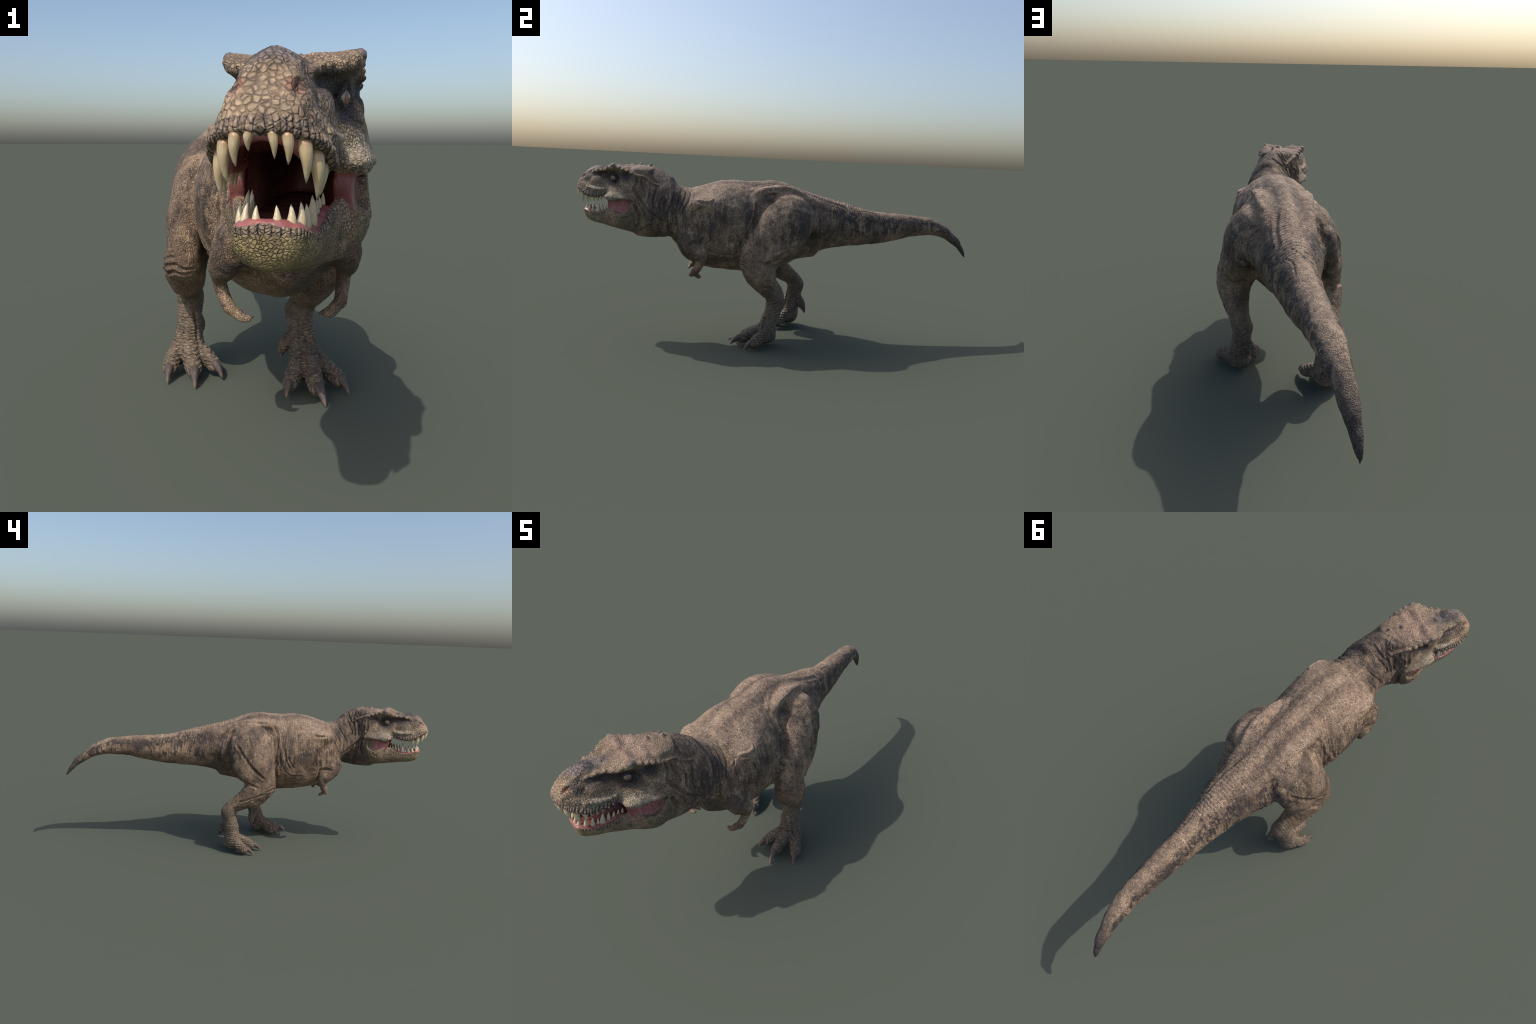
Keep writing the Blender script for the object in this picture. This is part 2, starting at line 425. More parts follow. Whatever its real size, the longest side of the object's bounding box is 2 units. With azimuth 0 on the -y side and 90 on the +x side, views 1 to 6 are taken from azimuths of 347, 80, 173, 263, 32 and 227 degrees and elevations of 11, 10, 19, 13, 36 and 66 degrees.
# ------------------------------------------------------------------ skinning (surface nets)
def surface_nets(F):
    S = F < 0
    nx, ny, nz = F.shape
    c = S[:-1, :-1, :-1].astype(np.int8)
    cnt = np.zeros((nx - 1, ny - 1, nz - 1), np.int8)
    offs = [(i, j, k) for i in (0, 1) for j in (0, 1) for k in (0, 1)]
    for i, j, k in offs:
        cnt += S[i:nx - 1 + i, j:ny - 1 + j, k:nz - 1 + k]
    active = np.argwhere((cnt > 0) & (cnt < 8))
    ids = np.full(cnt.shape, -1, np.int32)
    ids[tuple(active.T)] = np.arange(len(active))
    vals = np.stack([F[active[:, 0] + i, active[:, 1] + j, active[:, 2] + k] for i, j, k in offs], 1)
    acc = np.zeros((len(active), 3)); num = np.zeros(len(active))
    for a in range(8):
        for b in range(a + 1, 8):
            da = np.array(offs[a]); db = np.array(offs[b])
            if np.abs(da - db).sum() != 1:
                continue
            va, vb = vals[:, a], vals[:, b]
            m = (va < 0) != (vb < 0)
            t = np.where(m, va / np.where(m, va - vb, 1), 0)
            acc += np.where(m[:, None], da + t[:, None] * (db - da), 0)
            num += m
    V = LO + H * (active + acc / num[:, None])
    quads = []
    for ax in range(3):
        u, v = (ax + 1) % 3, (ax + 2) % 3
        lo = [slice(1, n - 1) for n in F.shape]; lo[ax] = slice(0, F.shape[ax] - 1)
        hi = list(lo); hi[ax] = slice(1, F.shape[ax])
        A, B = S[tuple(lo)], S[tuple(hi)]
        e = np.argwhere(A != B)
        base = e.copy()
        base[:, u] += 1; base[:, v] += 1
        flip = A[tuple(e.T)]
        du = np.zeros(3, int); du[u] = 1
        dv = np.zeros(3, int); dv[v] = 1
        q = np.stack([ids[tuple((base - du - dv).T)], ids[tuple((base - dv).T)], ids[tuple(base.T)], ids[tuple((base - du).T)]], 1)
        q[~flip] = q[~flip][:, ::-1]
        quads.append(q)
    return V, np.vstack(quads)


def neighbours(F, n):
    e = np.vstack([F[:, [i, (i + 1) % F.shape[1]]] for i in range(F.shape[1])])
    e = np.vstack([e, e[:, ::-1]])
    deg = np.bincount(e[:, 0], minlength=n)
    return e, np.maximum(deg, 1)


def relax(V, F, steps, weight=0.5, mask=None):
    e, deg = neighbours(F, len(V))
    for it in range(steps):
        for lam in (weight, -weight * 1.04):
            avg = np.stack([np.bincount(e[:, 0], weights=V[e[:, 1], i], minlength=len(V)) for i in range(3)], 1) / deg[:, None]
            d = (avg - V) * lam
            V = V + (d if mask is None else d * mask[:, None])
    return V


def normals_of(V, T):
    n = np.cross(V[T[:, 1]] - V[T[:, 0]], V[T[:, 2]] - V[T[:, 0]])
    out = np.stack([np.bincount(T.ravel(), weights=np.repeat(n[:, i], 3), minlength=len(V)) for i in range(3)], 1)
    return out / np.maximum(np.linalg.norm(out, axis=1, keepdims=True), 1e-12)


def keep_largest(V, F):
    e, _ = neighbours(F, len(V))
    lab = np.arange(len(V))
    srt = np.argsort(e[:, 0], kind="stable")
    order_b = e[srt, 1]
    starts = np.searchsorted(e[srt, 0], np.arange(len(V)))
    while True:
        new = np.minimum(lab, np.minimum.reduceat(lab[order_b], starts))
        new = new[new]
        if (new == lab).all():
            break
        lab = new
    big = np.bincount(lab).argmax()
    keep = lab == big
    idx = np.cumsum(keep) - 1
    return V[keep], idx[F[keep[F].all(1)]]


def refine(V, T, mark):
    """Split the marked triangles in four, their neighbours to match."""
    E = np.sort(np.vstack([T[:, [0, 1]], T[:, [1, 2]], T[:, [2, 0]]]), 1)
    key = E[:, 0].astype(np.int64) * len(V) + E[:, 1]
    uk, inv = np.unique(key, return_inverse=True)
    inv = inv.reshape(3, -1).T
    cut = np.zeros(len(uk), bool)
    cut[inv[mark].ravel()] = True
    mid = np.full(len(uk), -1); mid[cut] = len(V) + np.arange(cut.sum())
    a, b = uk // len(V), uk % len(V)
    V2 = np.vstack([V, (V[a[cut]] + V[b[cut]]) / 2])
    m = mid[inv]
    n = (m >= 0).sum(1)
    out = [T[n == 0]]
    t, q = T[n == 3], m[n == 3]
    out += [np.stack([t[:, 0], q[:, 0], q[:, 2]], 1), np.stack([q[:, 0], t[:, 1], q[:, 1]], 1), np.stack([q[:, 2], q[:, 1], t[:, 2]], 1), q]
    for r in range(3):
        tr, mr = np.roll(T, -r, 1), np.roll(m, -r, 1)
        s1 = (n == 1) & (mr[:, 0] >= 0)
        t, q = tr[s1], mr[s1]
        out += [np.stack([t[:, 0], q[:, 0], t[:, 2]], 1), np.stack([q[:, 0], t[:, 1], t[:, 2]], 1)]
        s2 = (n == 2) & (mr[:, 2] < 0)
        t, q = tr[s2], mr[s2]
        out += [np.stack([t[:, 0], q[:, 0], t[:, 2]], 1), np.stack([q[:, 0], q[:, 1], t[:, 2]], 1), np.stack([q[:, 0], t[:, 1], q[:, 1]], 1)]
    return V2, np.vstack(out)


V, Q = surface_nets(FIELD)
V, Q = keep_largest(V, Q)
V = relax(V, Q, 4, .5)
cell = np.clip(np.rint((V - LO) / H).astype(int), 0, N - 1)
vlabel = LABEL[tuple(cell.T)]
T = np.vstack([Q[:, [0, 1, 2]], Q[:, [0, 2, 3]]])
print("skin", len(V), "verts", len(T), "tris")

LINING = "mouth_lining"
# ------------------------------------------------------------------ finer skin where the scales are large
head_near = (V[T] @ np.array([0, 1, 0])).max(1) < -0.60
toes_near = (V[T][:, :, 2].max(1) < .10)
V, T = refine(V, T, head_near | toes_near)
cell = np.clip(np.rint((V - LO) / H).astype(int), 0, N - 1)
vlabel = LABEL[tuple(cell.T)]
V = relax(V, T, 1, .3)
NRM = normals_of(V, T)
HC = world_to_head(V)                        # head coordinates: forward, left, up
lift = np.zeros(len(V))


# ------------------------------------------------------------------ sculpting
def stroke(points, width, depth, mirror=False):
    """Press (depth < 0) or raise (depth > 0) the skin along a curved line."""
    P = np.array(points, float)
    if len(P) > 2:
        u = np.arange(len(P)); f = np.linspace(0, len(P) - 1, (len(P) - 1) * 4 + 1)
        P = np.stack([smooth_table(f, u, P[:, i]) for i in range(3)], 1)
    m = width * 2.6
    near = np.where(((V > P.min(0) - m) & (V < P.max(0) + m)).all(1))[0]
    if not len(near):
        return
    X = V[near]
    best = np.full(len(near), 9.0); fade = np.ones(len(near))
    for i in range(len(P) - 1):
        d = P[i + 1] - P[i]; L2 = d @ d + 1e-12
        h = np.clip(((X - P[i]) @ d) / L2, 0, 1)
        q = np.linalg.norm(X - P[i] - h[:, None] * d, axis=1)
        c = q < best
        best[c] = q[c]
        g = (i + h[c]) / (len(P) - 1)
        fade[c] = np.clip(np.minimum(g, 1 - g) * 6 + .35, 0, 1)
    r = best / width
    groove = np.exp(-r**2) - .35 * np.exp(-((r - 1.7) / .7)**2)      # a furrow with puffed lips
    lift[near] += depth * groove * fade


# left neck and head
stroke([(0.026, -0.713, 0.766), (0.031, -0.71, 0.74), (0.038, -0.721, 0.711), (0.04, -0.723, 0.699)], width=0.0055, depth=-0.0075)
stroke([(0.04, -0.723, 0.699), (0.044, -0.706, 0.674), (0.055, -0.682, 0.641), (0.07, -0.656, 0.611), (0.079, -0.627, 0.589), (0.079, -0.615, 0.575)], width=0.006, depth=-0.0085)
stroke([(0.026, -0.738, 0.651), (0.041, -0.714, 0.621), (0.048, -0.697, 0.587), (0.039, -0.697, 0.554), (0.023, -0.712, 0.53)], width=0.006, depth=-0.0085)
stroke([(0.046, -0.714, 0.662), (0.05, -0.694, 0.634), (0.062, -0.673, 0.604), (0.058, -0.67, 0.574)], width=0.0045, depth=-0.0055)
stroke([(0.044, -0.647, 0.729), (0.053, -0.649, 0.703), (0.061, -0.657, 0.668), (0.064, -0.662, 0.639)], width=0.0045, depth=-0.006)
stroke([(0.057, -0.618, 0.722), (0.066, -0.626, 0.693), (0.071, -0.634, 0.664), (0.076, -0.635, 0.636), (0.082, -0.624, 0.616)], width=0.0045, depth=-0.0055)
stroke([(0.083, -0.583, 0.684), (0.083, -0.605, 0.657), (0.087, -0.607, 0.632), (0.091, -0.598, 0.609)], width=0.0045, depth=-0.0055)
stroke([(0.091, -0.565, 0.671), (0.093, -0.585, 0.645), (0.097, -0.581, 0.619), (0.097, -0.578, 0.599)], width=0.0045, depth=-0.005)
stroke([(0.029, -0.69, 0.758), (0.036, -0.687, 0.724), (0.048, -0.672, 0.693), (0.054, -0.674, 0.667)], width=0.0045, depth=-0.005)
stroke([(-0.01, -0.655, 0.808), (0.028, -0.656, 0.768)], width=0.0025, depth=-0.003)
stroke([(0.052, -0.511, 0.708), (0.082, -0.517, 0.675), (0.098, -0.528, 0.641), (0.103, -0.544, 0.595)], width=0.004, depth=-0.004)
stroke([(0.046, -0.485, 0.709), (0.081, -0.494, 0.676), (0.1, -0.51, 0.636), (0.103, -0.538, 0.583)], width=0.004, depth=-0.004)
stroke([(0.047, -0.461, 0.71), (0.093, -0.476, 0.666), (0.108, -0.499, 0.62), (0.104, -0.523, 0.566)], width=0.004, depth=-0.004)
stroke([(0.084, -0.598, 0.576), (0.087, -0.572, 0.563), (0.087, -0.546, 0.552)], width=0.0045, depth=-0.0055)
stroke([(0.073, -0.607, 0.554), (0.074, -0.569, 0.541), (0.083, -0.528, 0.525)], width=0.005, depth=-0.006)
stroke([(0.054, -0.627, 0.531), (0.058, -0.583, 0.523), (0.075, -0.537, 0.524)], width=0.0045, depth=-0.005)
stroke([(0.076, -0.447, 0.694), (0.122, -0.463, 0.657), (0.113, -0.482, 0.615)], width=0.004, depth=-0.004)
stroke([(0.075, -0.54, 0.697), (0.093, -0.548, 0.663), (0.102, -0.562, 0.626)], width=0.004, depth=-0.004)
stroke([(0.024, -0.714, 0.771), (0.03, -0.673, 0.762), (0.039, -0.644, 0.74), (0.056, -0.615, 0.728)], width=0.006, depth=0.0065)
stroke([(0.064, -0.656, 0.572), (0.065, -0.641, 0.561), (0.075, -0.63, 0.577), (0.075, -0.636, 0.589)], width=0.0045, depth=-0.005)
stroke([(0.026, -0.686, 0.519), (0.051, -0.656, 0.541), (0.067, -0.627, 0.553)], width=0.005, depth=-0.0055)
stroke([(-0.03, -0.814, 0.733), (0.002, -0.806, 0.717), (0.014, -0.788, 0.713), (0.021, -0.77, 0.722)], width=0.0035, depth=-0.0035)
stroke([(0.026, -0.786, 0.564), (0.04, -0.757, 0.576), (0.038, -0.737, 0.57)], width=0.0035, depth=-0.0035)
stroke([(0.019, -0.781, 0.59), (0.039, -0.757, 0.57), (0.031, -0.743, 0.545)], width=0.004, depth=-0.004)
# left flank and thigh
stroke([(0.103, -0.148, 0.679), (0.123, -0.157, 0.652), (0.137, -0.162, 0.625), (0.159, -0.171, 0.585), (0.17, -0.205, 0.526), (0.158, -0.236, 0.47), (0.149, -0.249, 0.451)], width=0.011, depth=-0.008)
stroke([(0.117, -0.168, 0.673), (0.143, -0.173, 0.625), (0.161, -0.188, 0.578), (0.166, -0.218, 0.522)], width=0.005, depth=-0.0035)
stroke([(0.129, -0.187, 0.662), (0.153, -0.192, 0.612), (0.166, -0.209, 0.564), (0.165, -0.239, 0.514)], width=0.005, depth=-0.003)
stroke([(0.146, -0.408, 0.507), (0.144, -0.417, 0.478), (0.157, -0.41, 0.452)], width=0.007, depth=-0.007)
stroke([(0.16, -0.364, 0.514), (0.149, -0.383, 0.483), (0.143, -0.403, 0.471)], width=0.005, depth=-0.004)
stroke([(0.147, -0.407, 0.462), (0.131, -0.366, 0.435), (0.132, -0.317, 0.425), (0.136, -0.268, 0.427), (0.144, -0.248, 0.439)], width=0.006, depth=-0.0055)
stroke([(0.125, -0.369, 0.426), (0.119, -0.336, 0.408), (0.116, -0.286, 0.397), (0.12, -0.25, 0.399)], width=0.005, depth=-0.004)
stroke([(0.153, -0.473, 0.468), (0.152, -0.452, 0.482), (0.148, -0.424, 0.475)], width=0.007, depth=-0.007)
stroke([(0.098, -0.138, 0.704), (0.103, -0.118, 0.726), (0.103, -0.064, 0.73), (0.098, 0.011, 0.724), (0.095, 0.068, 0.693), (0.086, 0.11, 0.658), (0.13, 0.12, 0.619), (0.138, 0.121, 0.566)], width=0.007, depth=-0.0045)
stroke([(0.077, -0.182, 0.726), (0.057, -0.147, 0.737), (0.04, -0.09, 0.747), (0.092, -0.044, 0.748), (0.088, 0.016, 0.734), (0.075, 0.072, 0.717)], width=0.009, depth=0.005)
stroke([(0.109, 0.144, 0.632), (0.136, 0.136, 0.584), (0.11, 0.128, 0.525), (0.076, 0.101, 0.479)], width=0.006, depth=-0.003)
stroke([(0.233, -0.153, 0.406), (0.222, -0.123, 0.402), (0.213, -0.093, 0.406)], width=0.007, depth=-0.008)
stroke([(0.221, -0.095, 0.422), (0.217, -0.053, 0.441), (0.21, -0.017, 0.46)], width=0.008, depth=-0.006)
stroke([(0.215, -0.082, 0.532), (0.215, -0.038, 0.498), (0.21, -0.005, 0.498), (0.194, 0.04, 0.535), (0.186, 0.061, 0.574)], width=0.008, depth=-0.004)
stroke([(0.14, -0.247, 0.431), (0.203, -0.233, 0.425), (0.223, -0.215, 0.415)], width=0.0045, depth=-0.004)
stroke([(0.126, -0.248, 0.407), (0.209, -0.233, 0.409), (0.225, -0.218, 0.398)], width=0.0045, depth=-0.004)
stroke([(0.191, -0.241, 0.394), (0.214, -0.23, 0.392), (0.227, -0.214, 0.381)], width=0.0045, depth=-0.004)
stroke([(0.13, -0.442, 0.667), (0.144, -0.412, 0.66), (0.148, -0.385, 0.657), (0.141, -0.366, 0.67), (0.135, -0.362, 0.678)], width=0.005, depth=-0.005)
stroke([(0.124, -0.435, 0.676), (0.138, -0.409, 0.671), (0.141, -0.385, 0.671), (0.134, -0.371, 0.679)], width=0.005, depth=0.0045)
stroke([(0.14, -0.333, 0.669), (0.155, -0.336, 0.636), (0.163, -0.346, 0.602)], width=0.008, depth=-0.005)
stroke([(0.121, -0.461, 0.614), (0.137, -0.435, 0.627), (0.145, -0.415, 0.642)], width=0.005, depth=-0.0035)
# left shin
stroke([(0.163, -0.1, 0.212), (0.183, -0.083, 0.219), (0.19, -0.066, 0.229)], width=0.0045, depth=-0.004)
stroke([(0.164, -0.098, 0.199), (0.182, -0.076, 0.201), (0.186, -0.061, 0.208)], width=0.0045, depth=-0.0035)
stroke([(0.218, -0.143, 0.292), (0.219, -0.112, 0.293), (0.201, -0.076, 0.263)], width=0.007, depth=-0.005)
# left foot from the front
stroke([(0.1, -0.064, 0.208), (0.123, -0.098, 0.203), (0.158, -0.101, 0.205), (0.179, -0.086, 0.212)], width=0.0045, depth=-0.004)
stroke([(0.102, -0.069, 0.189), (0.126, -0.1, 0.189), (0.177, -0.084, 0.192)], width=0.0045, depth=-0.004)
stroke([(0.128, -0.107, 0.15), (0.128, -0.118, 0.124), (0.132, -0.13, 0.096), (0.126, -0.153, 0.076)], width=0.005, depth=-0.005)
stroke([(0.168, -0.105, 0.153), (0.178, -0.115, 0.12), (0.189, -0.125, 0.089), (0.186, -0.143, 0.07)], width=0.005, depth=-0.0045)
# right flank and thigh
stroke([(-0.118, -0.125, 0.721), (-0.121, -0.145, 0.688), (-0.138, -0.154, 0.65), (-0.157, -0.152, 0.594), (-0.163, -0.144, 0.55), (-0.148, -0.15, 0.455), (-0.131, -0.16, 0.412)], width=0.008, depth=-0.006)
stroke([(-0.163, -0.163, 0.58), (-0.166, -0.173, 0.517), (-0.159, -0.207, 0.458), (-0.151, -0.247, 0.434), (-0.15, -0.301, 0.434)], width=0.006, depth=-0.0055)
stroke([(-0.166, -0.188, 0.596), (-0.173, -0.201, 0.53), (-0.167, -0.231, 0.476)], width=0.006, depth=-0.005)
stroke([(-0.176, -0.211, 0.546), (-0.175, -0.224, 0.515), (-0.169, -0.245, 0.484)], width=0.006, depth=-0.0045)
stroke([(-0.133, -0.16, 0.417), (-0.147, -0.187, 0.436), (-0.15, -0.225, 0.433), (-0.151, -0.255, 0.434)], width=0.005, depth=-0.004)
stroke([(-0.12, -0.167, 0.394), (-0.124, -0.223, 0.392), (-0.13, -0.299, 0.401), (-0.132, -0.363, 0.418)], width=0.005, depth=-0.004)
stroke([(-0.166, -0.391, 0.527), (-0.151, -0.401, 0.482), (-0.135, -0.392, 0.435)], width=0.0075, depth=-0.0075)
stroke([(-0.146, -0.403, 0.465), (-0.159, -0.43, 0.476), (-0.173, -0.462, 0.472)], width=0.007, depth=-0.007)
stroke([(-0.181, 0.084, 0.624), (-0.208, 0.048, 0.571), (-0.223, 0.011, 0.516), (-0.233, -0.033, 0.466), (-0.235, -0.078, 0.434)], width=0.008, depth=-0.005)
stroke([(-0.23, -0.018, 0.488), (-0.234, -0.048, 0.46), (-0.236, -0.078, 0.43)], width=0.006, depth=-0.004)
stroke([(-0.21, 0.01, 0.408), (-0.224, -0.015, 0.393), (-0.239, -0.043, 0.386)], width=0.007, depth=-0.008)
stroke([(-0.115, 0.142, 0.622), (-0.101, 0.127, 0.657), (-0.106, 0.095, 0.692), (-0.113, 0.045, 0.717), (-0.121, -0.021, 0.728), (-0.123, -0.065, 0.72), (-0.121, -0.114, 0.719)], width=0.008, depth=-0.006)
stroke([(-0.065, -0.019, 0.741), (-0.058, -0.072, 0.749), (-0.069, -0.116, 0.74), (-0.083, -0.153, 0.728), (-0.088, -0.182, 0.723)], width=0.009, depth=0.005)
stroke([(-0.129, 0.167, 0.583), (-0.124, 0.155, 0.529), (-0.092, 0.126, 0.488), (-0.185, 0.091, 0.48)], width=0.006, depth=-0.004)
stroke([(-0.247, -0.072, 0.377), (-0.236, -0.113, 0.393), (-0.22, -0.135, 0.397)], width=0.004, depth=-0.004)
stroke([(-0.246, -0.087, 0.362), (-0.231, -0.125, 0.377), (-0.217, -0.138, 0.379)], width=0.004, depth=-0.004)
stroke([(-0.239, -0.096, 0.345), (-0.233, -0.119, 0.354), (-0.224, -0.131, 0.36)], width=0.004, depth=-0.004)
stroke([(-0.174, -0.355, 0.6), (-0.172, -0.379, 0.57), (-0.168, -0.39, 0.539)], width=0.006, depth=-0.004)
stroke([(-0.159, -0.36, 0.661), (-0.161, -0.384, 0.658), (-0.16, -0.414, 0.659), (-0.152, -0.434, 0.665)], width=0.006, depth=-0.005)
stroke([(-0.152, -0.362, 0.673), (-0.155, -0.384, 0.671), (-0.156, -0.415, 0.667)], width=0.005, depth=0.0045)
stroke([(-0.236, -0.013, 0.305), (-0.244, -0.037, 0.335), (-0.245, -0.08, 0.35)], width=0.007, depth=-0.0045)
stroke([(-0.093, -0.447, 0.686), (-0.117, -0.481, 0.622), (-0.114, -0.513, 0.552)], width=0.004, depth=-0.004)
stroke([(-0.067, -0.48, 0.698), (-0.106, -0.509, 0.636), (-0.111, -0.532, 0.575)], width=0.004, depth=-0.004)
stroke([(-0.06, -0.508, 0.705), (-0.097, -0.533, 0.665), (-0.11, -0.552, 0.622)], width=0.004, depth=-0.004)
stroke([(-0.041, -0.557, 0.757), (-0.082, -0.572, 0.717), (-0.108, -0.588, 0.668)], width=0.0035, depth=-0.0035)
stroke([(-0.106, -0.524, 0.547), (-0.102, -0.558, 0.574), (-0.121, -0.6, 0.613), (-0.128, -0.623, 0.638)], width=0.006, depth=-0.007)
stroke([(-0.131, -0.625, 0.612), (-0.113, -0.602, 0.569), (-0.093, -0.624, 0.518)], width=0.0045, depth=-0.005)
# right neck and head
stroke([(-0.144, -0.659, 0.774), (-0.141, -0.656, 0.739), (-0.149, -0.658, 0.72), (-0.15, -0.651, 0.695)], width=0.0055, depth=-0.0065)
stroke([(-0.149, -0.643, 0.679), (-0.136, -0.635, 0.641), (-0.134, -0.634, 0.59), (-0.135, -0.651, 0.544), (-0.131, -0.667, 0.52)], width=0.006, depth=-0.0085)
stroke([(-0.113, -0.634, 0.759), (-0.119, -0.632, 0.73), (-0.139, -0.643, 0.713), (-0.142, -0.637, 0.678)], width=0.0045, depth=-0.0055)
stroke([(-0.107, -0.618, 0.723), (-0.114, -0.614, 0.688), (-0.119, -0.612, 0.663)], width=0.0045, depth=-0.0055)
stroke([(-0.069, -0.593, 0.757), (-0.097, -0.596, 0.71), (-0.114, -0.598, 0.662)], width=0.0045, depth=-0.005)
stroke([(-0.121, -0.604, 0.597), (-0.115, -0.616, 0.56), (-0.118, -0.64, 0.538)], width=0.0045, depth=-0.005)
stroke([(-0.111, -0.575, 0.597), (-0.12, -0.597, 0.617), (-0.129, -0.626, 0.65)], width=0.0045, depth=-0.005)
stroke([(-0.039, -0.634, 0.81), (-0.09, -0.619, 0.778)], width=0.0025, depth=-0.003)
stroke([(-0.133, -0.657, 0.78), (-0.111, -0.634, 0.767), (-0.091, -0.61, 0.753), (-0.081, -0.589, 0.733)], width=0.006, depth=0.006)
stroke([(-0.159, -0.735, 0.733), (-0.169, -0.753, 0.725), (-0.169, -0.773, 0.73)], width=0.0035, depth=-0.003)
stroke([(-0.178, -0.686, 0.582), (-0.179, -0.692, 0.567), (-0.18, -0.713, 0.56)], width=0.004, depth=-0.004)
# right foot from the front
stroke([(-0.152, 0.063, 0.194), (-0.149, 0.058, 0.157), (-0.146, 0.052, 0.118), (-0.142, 0.041, 0.086)], width=0.005, depth=-0.005)
stroke([(-0.202, 0.065, 0.127), (-0.2, 0.055, 0.099), (-0.197, 0.044, 0.08)], width=0.0045, depth=-0.004)
stroke([(-0.244, -0.1, 0.369), (-0.223, -0.134, 0.375), (-0.198, -0.145, 0.365), (-0.172, -0.14, 0.366)], width=0.0045, depth=-0.0045)
stroke([(-0.241, -0.093, 0.348), (-0.223, -0.13, 0.355), (-0.201, -0.139, 0.351), (-0.174, -0.139, 0.358)], width=0.0045, depth=-0.0045)
stroke([(-0.198, 0.09, 0.208), (-0.176, 0.066, 0.21), (-0.129, 0.078, 0.213)], width=0.0045, depth=-0.004)
# right shin
stroke([(-0.215, 0.057, 0.297), (-0.232, 0.015, 0.314), (-0.242, -0.02, 0.331)], width=0.005, depth=-0.0045)
stroke([(-0.203, 0.086, 0.255), (-0.211, 0.056, 0.266), (-0.214, 0.017, 0.267)], width=0.005, depth=-0.004)
# back
stroke([(0.03, 0.106, 0.711), (0.043, 0.204, 0.677), (0.042, 0.292, 0.652)], width=0.008, depth=-0.0055)
stroke([(-0.035, 0.137, 0.703), (-0.048, 0.255, 0.668), (-0.069, 0.31, 0.626)], width=0.008, depth=-0.005)
stroke([(0.042, 0.292, 0.652), (0.065, 0.323, 0.604), (0.08, 0.304, 0.553)], width=0.007, depth=-0.004)
# nape
stroke([(-0.051, -0.647, 0.811), (-0.064, -0.613, 0.797), (-0.076, -0.607, 0.774), (-0.092, -0.613, 0.76)], width=0.004, depth=-0.0035)
stroke([(-0.065, -0.597, 0.765), (-0.08, -0.599, 0.751), (-0.101, -0.617, 0.737)], width=0.0045, depth=-0.004)
stroke([(-0.016, -0.575, 0.785), (-0.04, -0.574, 0.771), (-0.068, -0.579, 0.746), (-0.09, -0.594, 0.723)], width=0.0045, depth=-0.004)
# rump
stroke([(0.118, 0.086, 0.658), (0.118, 0.148, 0.621), (0.125, 0.164, 0.57), (0.117, 0.032, 0.482)], width=0.007, depth=-0.0035)
stroke([(-0.122, 0.079, 0.674), (-0.131, 0.11, 0.626), (-0.13, 0.144, 0.597)], width=0.006, depth=-0.003)
stroke([(0.224, -0.13, 0.404), (0.198, -0.027, 0.428), (0.168, 0.013, 0.433)], width=0.007, depth=-0.007)
stroke([(0.078, 0.302, 0.585), (0.076, 0.317, 0.55), (0.062, 0.372, 0.536)], width=0.0045, depth=-0.004)
stroke([(0.015, 0.331, 0.657), (-0.016, 0.376, 0.648), (-0.037, 0.433, 0.63)], width=0.0035, depth=-0.003)
stroke([(0.033, 0.359, 0.636), (0.014, 0.412, 0.635), (0.015, 0.473, 0.624)], width=0.0035, depth=-0.003)


# soft lumps of muscle and fat
def hashed(i, j, k, n=0):
    h = (i * 374761393 + j * 668265263 + k * 2147483647 + n * 974634777) & 0xffffffff
    h = ((h ^ (h >> 13)) * 1274126177) & 0xffffffff
    return ((h ^ (h >> 16)) & 0xffff) / 65535.0


def fractal(P, scale, octaves=3, seed=0.0):
    """Smooth value noise, -1 to 1, summed over octaves."""
    out, amp, tot = np.zeros(len(P)), 1.0, 0.0
    for o in range(octaves):
        q = P * scale * 2**o + seed + 17.3 * o + 100
        i = np.floor(q).astype(np.int64); f = q - i; f = f * f * (3 - 2 * f)
        v = 0
        for dx in (0, 1):
            for dy in (0, 1):
                for dz in (0, 1):
                    wgt = (f[:, 0] if dx else 1 - f[:, 0]) * (f[:, 1] if dy else 1 - f[:, 1]) * (f[:, 2] if dz else 1 - f[:, 2])
                    v = v + wgt * hashed(i[:, 0] + dx, i[:, 1] + dy, i[:, 2] + dz, o)
        out += amp * (v * 2 - 1); tot += amp; amp *= .5
    return out / tot * 1.6


def cell_gap(P, scale):
    """Distance to the second nearest minus the nearest cell point: 0 in the cracks between scales."""
    q = P * scale + 100
    i = np.floor(q).astype(np.int64)
    d1 = np.full(len(P), 9.0); d2 = d1.copy()
    for dx in (-1, 0, 1):
        for dy in (-1, 0, 1):
            for dz in (-1, 0, 1):
                a, b, c = i[:, 0] + dx, i[:, 1] + dy, i[:, 2] + dz
                p = np.stack([a + hashed(a, b, c, 1), b + hashed(a, b, c, 2), c + hashed(a, b, c, 3)], 1)
                d = np.linalg.norm(p - q, axis=1)
                d2 = np.where(d < d1, d1, np.minimum(d2, d)); d1 = np.minimum(d1, d)
    return d2 - d1


lumps = fractal(V, 26.0, 2, 3.1)
up_front = np.clip((-.62 - V[:, 1]) / .06, 0, 1)          # 1 on the head
lift += lumps * .0022 * (1 - .7 * up_front)

# vertebral knobs along the back line, soft and irregular
ty = trunk_at(V[:, 1])
mid_d = np.abs(V[:, 0] - ty[0])
on_back = np.exp(-(mid_d / .020)**2) * (NRM[:, 2] > .3) * np.clip((V[:, 1] + .46) / .08, 0, 1) * np.clip((.52 - V[:, 1]) / .2, 0, 1)
lift += on_back * .0016 * fractal(V * np.array([.2, 1, .2]), 34.0, 2, 1.7)

